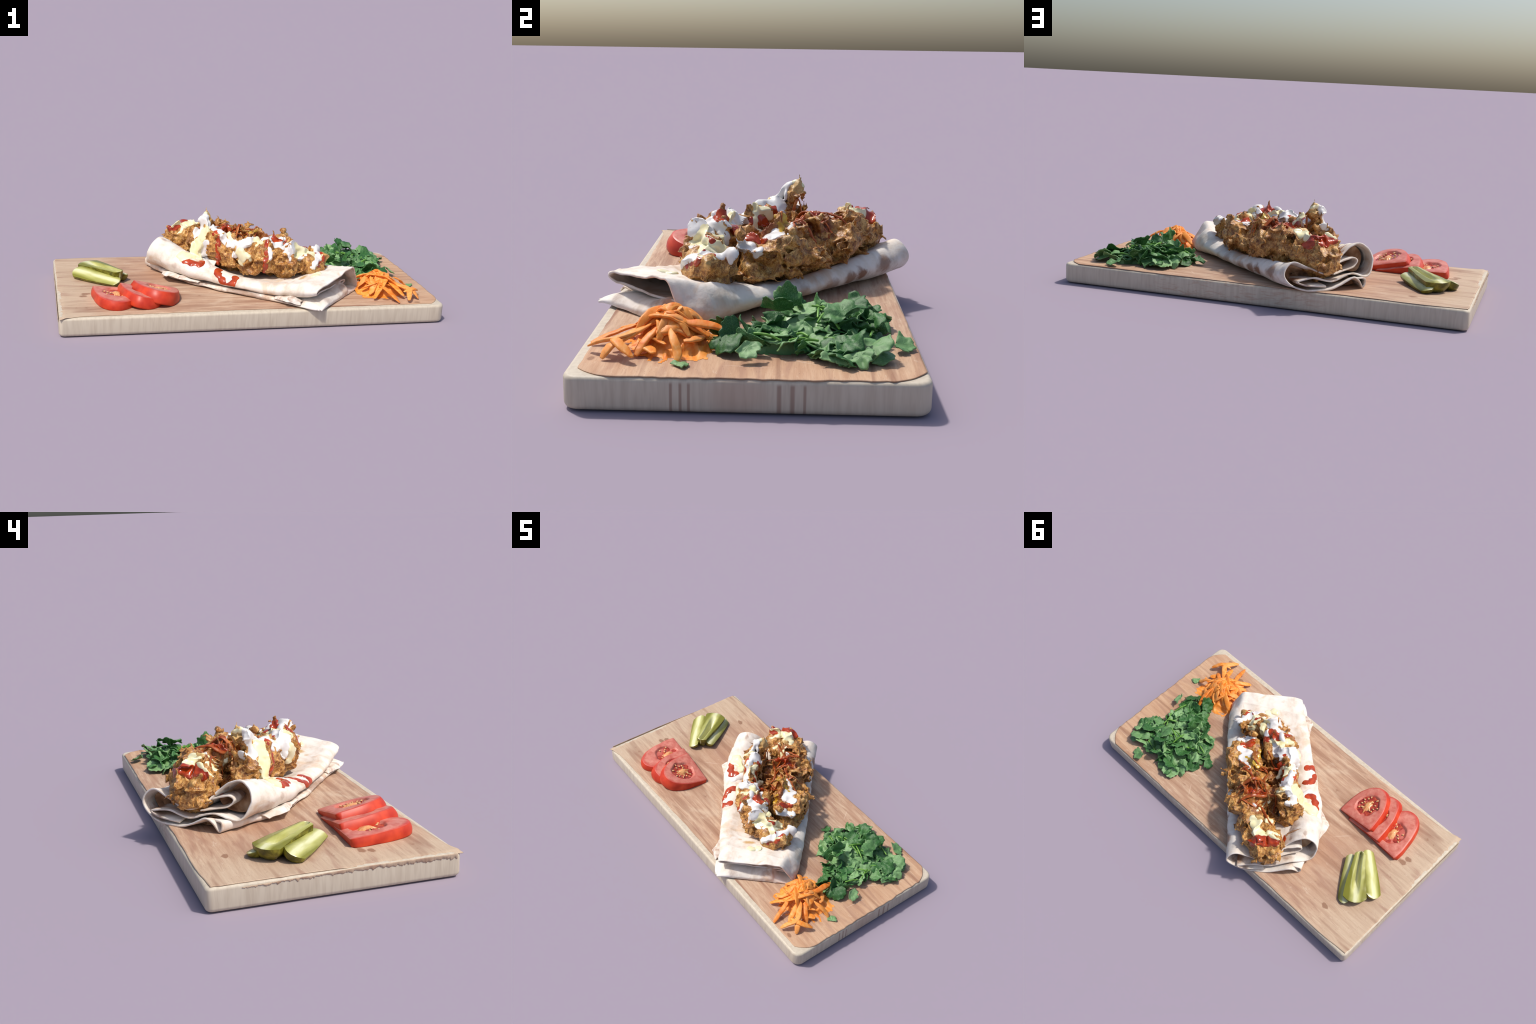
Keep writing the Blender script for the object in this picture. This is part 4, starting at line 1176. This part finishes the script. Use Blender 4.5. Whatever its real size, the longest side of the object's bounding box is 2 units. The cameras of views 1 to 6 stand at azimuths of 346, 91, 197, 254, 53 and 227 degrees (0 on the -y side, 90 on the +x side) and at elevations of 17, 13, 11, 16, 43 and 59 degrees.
def tomato_slice(M, width, depth, thick, seed, hollow, flare):
    n, nr = 120, 26
    a, out = tomato_outline(width, depth, n)
    out = out * (1 + 0.02 * vnoise(np.stack([np.cos(a), np.sin(a), 0 * a], -1), 0.5, seed)[:, None])
    ctr = np.array([0, 0.42 * depth])
    root = thing("tomato_slice", "red tomato half slice with seeds and glossy gel", "tomato")
    root.matrix_world = M
    bpy.context.view_layer.update()
    Minv = M.inverted()

    def clamp(P):
        """nothing may sink into the board"""
        W = np.array([(M @ Vector(p))[:] for p in P.reshape(-1, 3)])
        low = W[:, 2] < TOP + 0.001
        W[low, 2] = TOP + 0.001
        return np.array([(Minv @ Vector(w))[:] for w in W]).reshape(P.shape)

    def recess(x, y):
        """depth of the seed chamber"""
        r = np.sqrt((x / (hollow[2])) ** 2 + ((y - hollow[1]) / hollow[3]) ** 2)
        r = r + 0.10 * vnoise(np.stack([x, y, 0 * x], -1), 0.03, seed + 3)
        return np.clip((1 - r) / 0.10, 0, 1)
    R = np.linspace(0.02, 1, nr)[:, None, None]
    XY = ctr + (out - ctr) * R
    crown = 0.003 * np.sin(R[..., 0] * math.pi) + 0.0015 * vnoise(np.stack([XY[..., 0], XY[..., 1], 0 * XY[..., 0]], -1), 0.05, seed)
    Z = crown - 0.013 * recess(XY[..., 0], XY[..., 1]) - 0.003 * np.clip((R[..., 0] - 0.93) / 0.07, 0, 1) ** 2
    top = np.concatenate([XY, Z[..., None]], -1)
    bot_xy = ctr + (out - ctr) * (0.93 + 0 * R[-1:])
    rows = [top[i] for i in range(nr)]
    flesh_rows = rows
    add("flesh", make_mesh("flesh", np.array(flesh_rows), np.concatenate([grid_faces(n, nr, True)])), mat_tomato_flesh(width, depth), root, M)
    # skin: bulges out from the top edge, down and round to the underside
    sk = []
    for k in np.linspace(0, 1, 9):
        bulge = 1 + 0.02 * math.sin(k * math.pi) + flare * k * (1.6 - 0.9 * k)
        edge = ctr + (out - ctr) * bulge
        straight = (np.abs(out[:, 1]) < 0.01)
        edge = np.where(straight[:, None], ctr + (out - ctr) * (1 - 0.02 * k), edge)
        z = Z[-1] * (1 - k) - thick * k
        sk.append(np.concatenate([edge, z[:, None]], -1))
    for k in (0.6, 0.3, 0.02):
        sk.append(np.concatenate([ctr + (out - ctr) * k, np.full((n, 1), -thick)], -1))
    sk = clamp(np.array(sk))
    add("skin", make_mesh("skin", sk, grid_faces(n, len(sk), True)[:, ::-1]), M_TSKIN, root, M)
    # gel, core and seeds in the chamber
    q = np.linspace(0, 2 * math.pi, 60, endpoint=False)
    rr = np.linspace(0, 1.02, 14)[:, None]
    gx, gy = rr * np.cos(q) * hollow[2], hollow[1] + rr * np.sin(q) * hollow[3]
    gz = -0.0085 + 0.004 * vnoise(np.stack([gx, gy, 0 * gx], -1), 0.02, seed + 7)
    add("gel", make_mesh("gel", np.stack([gx, gy, gz], -1), grid_faces(60, 14, True)), M_TGEL, root, M)
    cx = rr * np.cos(q) * hollow[2] * 0.34 * (1 + 0.3 * vnoise(np.stack([np.cos(q), np.sin(q), 0 * q], -1), 0.35, seed + 9))
    cy = hollow[1] - 0.006 + rr * np.sin(q) * hollow[3] * 0.55 * (1 + 0.3 * vnoise(np.stack([np.cos(q), np.sin(q), 0 * q + 3], -1), 0.35, seed + 9))
    cz = 0.002 - 0.012 * rr ** 2 + 0 * cx
    add("core", make_mesh("core", np.stack([cx, cy, cz], -1), grid_faces(60, 14, True)), M_TCORE, root, M)
    r2 = np.random.default_rng(seed)
    for i in range(16):
        an, ra = r2.normal(r2.choice([0.4, 2.3, 3.9]), 0.45), r2.uniform(0.42, 0.96)
        p = (ra * math.cos(an) * hollow[2], hollow[1] + ra * math.sin(an) * hollow[3], -0.004)
        sm = M @ Matrix.Translation(p) @ Matrix.Rotation(an, 4, "Z") @ Matrix.Diagonal((0.0065, 0.0042, 0.003, 1))
        add("seed", SEED_MESH, M_SEED, root, sm)
    return root


def ball(n=14):
    u, v = np.linspace(0, 2 * math.pi, n, endpoint=False), np.linspace(0.02, math.pi - 0.02, 9)
    P = np.stack([np.cos(u)[None] * np.sin(v)[:, None], np.sin(u)[None] * np.sin(v)[:, None], np.broadcast_to(np.cos(v)[:, None], (9, n))], -1)
    return make_mesh("seed", P, grid_faces(n, 9, True)[:, ::-1])


SEED_MESH = ball()
tomato_slice(frame((-0.690, -0.143, 0.126), (-0.21, 0.012, 0.018), (-0.022, -0.22, 0.016)), 0.240, 0.276, 0.050, 5, (-0.02, 0.110, 0.072, 0.074), 0.05)
tomato_slice(frame((-0.560, -0.146, 0.128), (-0.226, 0.004, 0.046), (-0.01, -0.22, 0.028)), 0.226, 0.270, 0.060, 6, (0, 0.120, 0.064, 0.074), 0.13)
tomato_slice(frame((-0.487, -0.158, 0.140), (-0.226, 0.004, 0.050), (0.02, -0.22, 0.036)), 0.234, 0.242, 0.066, 8, (0, 0.114, 0.068, 0.072), 0.15)

# ----------------------------------------------------------------------------
# pickle spears
# ----------------------------------------------------------------------------

def pickle(tip, base, w_tip, w_base, h_tip, h_base, roll, groove, seed, bend=0.0):
    tip, base = np.array(tip, float), np.array(base, float)
    L = np.linalg.norm(base - tip)
    x = Vector(base - tip).normalized()
    z = Vector((0, 0, 1))
    z = (z - x * z.dot(x)).normalized()
    y = z.cross(x)
    M = Matrix(((x[0], y[0], z[0], tip[0]), (x[1], y[1], z[1], tip[1]), (x[2], y[2], z[2], tip[2]), (0, 0, 0, 1))) @ Matrix.Rotation(roll, 4, "X")
    root = thing("pickle_spear", "pale green pickled gherkin spear with bumpy olive rind", "pickle")
    root.matrix_world = M
    bpy.context.view_layer.update()
    nx, na = 70, 34
    X = np.linspace(0, 1, nx)
    swell = X * X * (3 - 2 * X)
    w = (w_tip + (w_base - w_tip) * swell) / 2
    h = h_tip + (h_base - h_tip) * swell
    close = np.sqrt(np.clip(np.minimum(X / 0.05, (1 - X) / 0.10), 0, 1))
    w, h = w * np.maximum(close, 0.03), h * np.maximum(close, 0.02)
    A = np.linspace(0, math.pi, na)
    PX = np.repeat((X * L)[:, None], na, 1)
    PY = -w[:, None] * np.cos(A)[None]
    PZ = -h[:, None] * np.sin(A)[None] ** 0.85
    PY = PY + (bend * np.sin(X * math.pi))[:, None]
    bump = 0.0020 * ridge(np.stack([PX, PY, PZ], -1), 0.012, seed) + 0.002 * vnoise(np.stack([PX, PY, PZ], -1), 0.05, seed)
    PZ = PZ * (1 + bump / 0.03)
    Minv = M.inverted()
    P = np.stack([PX, PY, PZ], -1)
    W = np.array([(M @ Vector(p))[:] for p in P.reshape(-1, 3)])
    W[:, 2] = np.maximum(W[:, 2], TOP + 0.0015)
    P = np.array([(Minv @ Vector(q))[:] for q in W]).reshape(P.shape)
    add("rind", make_mesh("rind", P, grid_faces(na, nx)), M_RIND, root, M)
    B = np.linspace(-1, 1, na)
    FY = np.repeat(B[None], nx, 0)
    edge0, edge1 = P[:, 0], P[:, -1]
    F = edge0[:, None] * (1 - (FY[..., None] + 1) / 2) + edge1[:, None] * (FY[..., None] + 1) / 2
    dome = 0.006 * (1 - FY ** 2) * close[:, None]
    cut = groove * np.exp(-(np.abs(FY - 0.02) / 0.30) ** 3) * (np.clip((0.86 - X) / 0.35, 0, 1) * np.clip(X / 0.1 + 0.6, 0, 1))[:, None]
    F[..., 2] += dome - cut + 0.001 * vnoise(F, 0.03, seed + 4)
    add("flesh", make_mesh("flesh", F, grid_faces(na, nx)[:, ::-1]), M_PICKLE, root, M)
    return root


pickle((-0.658, -0.025, 0.168), (-0.835, 0.222, 0.152), 0.064, 0.132, 0.060, 0.054, 0.0, 0.052, 41, -0.006)
pickle((-0.668, -0.076, 0.128), (-0.892, 0.128, 0.138), 0.064, 0.092, 0.028, 0.044, -0.42, 0.0, 43, 0.006)
pickle((-0.622, 0.014, 0.138), (-0.790, 0.256, 0.122), 0.054, 0.072, 0.036, 0.028, 0.30, 0.0, 47, -0.006)

# ----------------------------------------------------------------------------
# chopped herbs
# ----------------------------------------------------------------------------
herbs = thing("chopped_herbs", "loose heap of chopped dark green leafy herbs", "herbs", (0.65, 0.18, TOP))
HERB_EDGE = np.array([(0.905, 0.30), (0.77, 0.43), (0.69, 0.41), (0.62, 0.375), (0.52, 0.385), (0.48, 0.35), (0.40, 0.235), (0.40, 0.10), (0.50, 0.02), (0.57, 0.0),
                      (0.65, -0.06), (0.70, -0.11), (0.81, -0.10), (0.87, -0.03), (0.85, 0.07), (0.845, 0.15), (0.89, 0.22)])


def inside_depth(p, poly):
    """signed distance to a polygon's edge, positive inside"""
    a, b = poly, np.roll(poly, -1, 0)
    d = b - a
    t = np.clip(((p - a) * d).sum(1) / (d * d).sum(1), 0, 1)
    dist = np.linalg.norm(a + d * t[:, None] - p, axis=1).min()
    cross = ((a[:, 1] > p[1]) != (b[:, 1] > p[1])) & (p[0] < (b[:, 0] - a[:, 0]) * (p[1] - a[:, 1]) / (b[:, 1] - a[:, 1] + 1e-12) + a[:, 0])
    return dist if cross.sum() % 2 else -dist


def herb_height(p):
    d = max(inside_depth(np.asarray(p), HERB_EDGE), 0)
    return (0.024 * min(d / 0.13, 1) + 0.030 * math.exp(-((p[0] - 0.65) ** 2 + (p[1] - 0.24) ** 2) / 0.010)
            + 0.042 * math.exp(-((p[0] - 0.58) ** 2 + (p[1] - 0.11) ** 2) / 0.010) + 0.028 * math.exp(-((p[0] - 0.77) ** 2 + (p[1] - 0.06) ** 2) / 0.006))


def leaf_mesh(k):
    """fan-shaped lobed leaf, cut off at the stalk end, curled and crumpled"""
    r2 = np.random.default_rng(100 + k)
    na, nr = 56, 12
    half = r2.uniform(1.0, 1.75)
    th = np.linspace(-half, half, na)
    lobes = r2.integers(2, 5)
    out = 0.84 + 0.16 * np.abs(np.cos(th / half * math.pi / 2 * lobes)) ** 0.6 + 0.035 * np.sign(np.sin(th * 16)) * np.abs(np.sin(th * 16)) ** 0.5
    out *= 1 - 0.28 * (np.abs(th) / half) ** 2
    out *= 1 + 0.12 * vnoise(np.stack([th, 0 * th, 0 * th], -1), 0.5, k)
    r = np.linspace(0.03, 1, nr)[:, None]
    X, Y = r * out * np.cos(th) - 0.35, r * out * np.sin(th)
    curl, fold = r2.uniform(-0.9, 1.0), r2.uniform(-0.2, 0.9)
    Z = 0.35 * curl * (X + 0.1) ** 2 + 0.55 * fold * np.abs(Y) ** 1.5 + 0.12 * vnoise(np.stack([X, Y, 0 * X], -1), 0.45, k + 30) + 0.05 * vnoise(np.stack([X, Y, 0 * X], -1), 0.2, k + 60)
    Z += 0.06 * r ** 2 * np.sin(th * r2.uniform(4, 8))
    me = make_mesh("leaf", np.stack([X, Y, Z - Z.mean()], -1), grid_faces(na, nr))
    me.materials.append(M_LEAF)
    return me


LEAVES = [leaf_mesh(k) for k in range(14)]


def put_leaf(p, size, yaw, pitch, roll, k=None):
    me = LEAVES[int(rng.integers(len(LEAVES))) if k is None else k]
    M = Matrix.Translation(p) @ Matrix.Rotation(yaw, 4, "Z") @ Matrix.Rotation(pitch, 4, "Y") @ Matrix.Rotation(roll, 4, "X") @ Matrix.Diagonal((size, size, size, 1))
    # lift the leaf until it clears the board
    co = np.empty(len(me.vertices) * 3, np.float32)
    me.vertices.foreach_get("co", co)
    z = (co.reshape(-1, 3) @ np.array(M.to_3x3())[2]) + M.translation[2]
    if z.min() < TOP + 0.002:
        M = Matrix.Translation((0, 0, TOP + 0.002 - z.min())) @ M
    ob = add("leaf", me, M_LEAF, herbs, M)
    mo = ob.modifiers.new("thickness", "SOLIDIFY")
    mo.thickness = 0.0028 / size
    return ob


def herb_bed():
    n = 90
    xs, ys = np.linspace(0.38, 0.92, n), np.linspace(-0.13, 0.45, n)
    V = np.zeros((n, n, 3))
    for i, y in enumerate(ys):
        for j, x in enumerate(xs):
            d = inside_depth(np.array([x, y]), HERB_EDGE)
            V[i, j] = (x, y, TOP - 0.02 + (0.02 + herb_height((x, y)) - 0.012) * min(max((d - 0.055) / 0.02, 0), 1))
    V[..., 2] += (V[..., 2] > TOP) * (0.022 * (ridge(V * np.array([1, 1, 0.3]), 0.05, 91) - 0.35) + 0.01 * vnoise(V, 0.03, 92))
    V[..., :2] += 0.012 * np.stack([vnoise(V, 0.03, 93), vnoise(V, 0.03, 94)], -1)
    F = grid_faces(n, n)
    keep = (V.reshape(-1, 3)[F][:, :, 2] > TOP - 0.004).any(1)
    V[..., 2] = np.maximum(V[..., 2], TOP + 0.001)
    ob = add("leaf_bed", make_mesh("leaf_bed", V, F[keep]), M_LEAF, herbs)
    ob["kind"] = "stuff"


herb_bed()
for i in range(110):
    for _ in range(50):
        p = np.array([rng.uniform(0.39, 0.92), rng.uniform(-0.12, 0.44)])
        if inside_depth(p, HERB_EDGE) > 0.012:
            break
    z = TOP + herb_height(p) * rng.uniform(0.75, 1.05) + 0.004
    put_leaf((p[0], p[1], z), rng.uniform(0.045, 0.070) * (1.3 if i % 4 == 0 else 1.0), rng.uniform(0, 6.28), rng.normal(0, 0.42), rng.normal(0, 0.42))
# single leaves that stand out of the heap or lie off it
for p, size, yaw, pitch, roll, k in [((0.600, 0.085, 0.205), 0.075, 2.6, -1.1, 0.3, 2), ((0.625, 0.060, 0.190), 0.070, 0.4, -1.0, -0.4, 5), ((0.672, 0.275, 0.205), 0.080, 1.2, -0.5, 0.4, 3),
                                     ((0.70, 0.24, 0.200), 0.070, 4.0, -0.5, -0.4, 8), ((0.745, 0.415, 0.118), 0.055, 1.4, 0.4, 0.2, 1), ((0.885, 0.285, 0.112), 0.055, 0.3, 0.3, 0.3, 6),
                                     ((0.875, 0.245, 0.120), 0.050, 5.6, 0.4, -0.3, 9), ((0.800, -0.085, 0.130), 0.075, 5.9, 0.5, 0.3, 4), ((0.700, -0.095, 0.140), 0.070, 4.2, 0.3, 0.6, 7),
                                     ((0.512, 0.365, 0.130), 0.062, 2.2, 0.4, -0.2, 10), ((0.400, 0.175, 0.125), 0.055, 3.4, 0.3, 0.2, 11), ((0.860, -0.02, 0.14), 0.06, 0.6, 0.7, 0.2, 12)]:
    put_leaf(p, size, yaw, pitch, roll, k)
put_leaf((0.912, -0.200, TOP + 0.004), 0.034, 2.4, 0.0, 0.0, 0)


for i in range(16):
    p = np.array([rng.uniform(0.48, 0.82), rng.uniform(0.0, 0.36)])
    if inside_depth(p, HERB_EDGE) < 0.03:
        continue
    a, z = rng.uniform(0, 6.28), TOP + herb_height(p) + 0.018
    d = np.array([math.cos(a), math.sin(a), rng.uniform(-0.2, 0.3)]) * rng.uniform(0.025, 0.045)
    c = np.array([p[0], p[1], z])
    V, F = tube([c - d, c + np.array([0, 0, 0.006]), c + d], [0.0035, 0.004, 0.003], 8)
    add("herb_stem", make_mesh("herb_stem", V, F), M_STEM, herbs)

# ----------------------------------------------------------------------------
# shredded carrot
# ----------------------------------------------------------------------------
carrots = thing("shredded_carrot", "small tangled heap of bright orange carrot shreds", "carrot", (0.75, -0.28, TOP))


def carrot_shred(points, w, flat=0.36, twist=0.5):
    V, F = tube(points, [w * 0.4, w * 0.95, w * 1.05, w * 0.9, w * 0.2], 12, flat, twist, 26)
    V = V + 0.0016 * np.stack([vnoise(V, 0.02, 5), vnoise(V, 0.02, 6), vnoise(V, 0.02, 7)], -1)
    V[:, 2] = np.maximum(V[:, 2], TOP + 0.0012)
    return add("carrot_shred", make_mesh("carrot_shred", V, F), M_CARROT, carrots)


def carrot_height(x, y):
    return 0.104 * math.exp(-(((x - 0.705) * 0.85) ** 2 + ((y + 0.240)) ** 2) / 0.0082)


# the shreds that reach out of the heap: foot or tip first, then in towards the middle
for pts, w in [([(0.632, -0.412, 0.112), (0.665, -0.375, 0.132), (0.710, -0.325, 0.150)], 0.013), ([(0.752, -0.474, 0.108), (0.735, -0.430, 0.124), (0.715, -0.370, 0.145), (0.690, -0.33, 0.15)], 0.013),
               ([(0.805, -0.470, 0.118), (0.820, -0.430, 0.136), (0.835, -0.385, 0.150), (0.80, -0.33, 0.160)], 0.015), ([(0.880, -0.420, 0.106), (0.860, -0.395, 0.135), (0.830, -0.36, 0.15)], 0.015),
               ([(0.905, -0.330, 0.120), (0.880, -0.360, 0.140), (0.850, -0.385, 0.150), (0.80, -0.40, 0.14)], 0.014), ([(0.895, -0.212, 0.106), (0.868, -0.212, 0.125), (0.842, -0.225, 0.150), (0.80, -0.24, 0.17)], 0.013),
               ([(0.735, -0.060, 0.135), (0.745, -0.110, 0.160), (0.752, -0.165, 0.172), (0.75, -0.22, 0.175)], 0.015), ([(0.580, -0.172, 0.130), (0.610, -0.190, 0.160), (0.650, -0.215, 0.180), (0.69, -0.25, 0.18)], 0.016),
               ([(0.600, -0.300, 0.130), (0.635, -0.312, 0.150), (0.680, -0.318, 0.165)], 0.012), ([(0.640, -0.345, 0.118), (0.665, -0.318, 0.146), (0.700, -0.280, 0.180), (0.72, -0.25, 0.19)], 0.014),
               ([(0.712, -0.215, 0.208), (0.718, -0.235, 0.196), (0.735, -0.275, 0.180), (0.76, -0.32, 0.16)], 0.013), ([(0.660, -0.250, 0.190), (0.700, -0.285, 0.196), (0.745, -0.315, 0.185), (0.785, -0.34, 0.15)], 0.015),
               ([(0.665, -0.20, 0.165), (0.70, -0.225, 0.190), (0.745, -0.250, 0.190), (0.80, -0.275, 0.155)], 0.016), ([(0.70, -0.35, 0.150), (0.735, -0.30, 0.185), (0.755, -0.25, 0.190), (0.765, -0.19, 0.165)], 0.015),
               ([(0.64, -0.27, 0.130), (0.67, -0.255, 0.17), (0.71, -0.245, 0.195), (0.74, -0.23, 0.19)], 0.014), ([(0.78, -0.165, 0.115), (0.775, -0.20, 0.150), (0.765, -0.25, 0.180)], 0.014),
               ([(0.69, -0.150, 0.110), (0.70, -0.185, 0.150), (0.715, -0.225, 0.180)], 0.014), ([(0.66, -0.165, 0.106), (0.665, -0.20, 0.150), (0.69, -0.245, 0.18)], 0.013),
               ([(0.850, -0.385, 0.142), (0.810, -0.352, 0.152), (0.760, -0.300, 0.168)], 0.016), ([(0.800, -0.410, 0.120), (0.775, -0.355, 0.146), (0.745, -0.290, 0.172)], 0.015),
               ([(0.855, -0.330, 0.108), (0.820, -0.310, 0.136), (0.770, -0.280, 0.165)], 0.014), ([(0.72, -0.130, 0.106), (0.725, -0.165, 0.145), (0.735, -0.21, 0.175)], 0.012)]:
    carrot_shred(pts, w)
for i in range(46):
    a, d = rng.uniform(0, 6.28), min(abs(rng.normal(0, 0.060)), 0.11)
    x, y = 0.720 + d * math.cos(a) * 1.1, -0.262 + d * math.sin(a)
    b, L = rng.uniform(0, 6.28), rng.uniform(0.030, 0.060)
    pts = []
    for k in (-1, -0.3, 0.4, 1):
        px, py = x + L * k * math.cos(b + 0.25 * k), y + L * k * math.sin(b + 0.25 * k)
        pts.append((px, py, TOP + carrot_height(px, py) * rng.uniform(0.75, 1.0) + 0.010))
    carrot_shred(pts, rng.uniform(0.010, 0.017), rng.uniform(0.28, 0.45), rng.uniform(-0.8, 0.8))


def carrot_bed():
    n = 60
    xs, ys = np.linspace(0.58, 0.90, n), np.linspace(-0.42, -0.11, n)
    X, Y = np.meshgrid(xs, ys)
    H = 0.104 * np.exp(-(((X - 0.705) * 0.85) ** 2 + (Y + 0.240) ** 2) / 0.0082)
    V = np.stack([X, Y, TOP + H * 0.95 - 0.014], -1)
    V[..., 2] += 0.014 * (ridge(V, 0.04, 95) - 0.3)
    F = grid_faces(n, n)
    keep = (V.reshape(-1, 3)[F][:, :, 2] > TOP).any(1)
    V[..., 2] = np.maximum(V[..., 2], TOP + 0.001)
    ob = add("carrot_bed", make_mesh("carrot_bed", V, F[keep]), M_CARROT, carrots)
    ob["kind"] = "stuff"


carrot_bed()
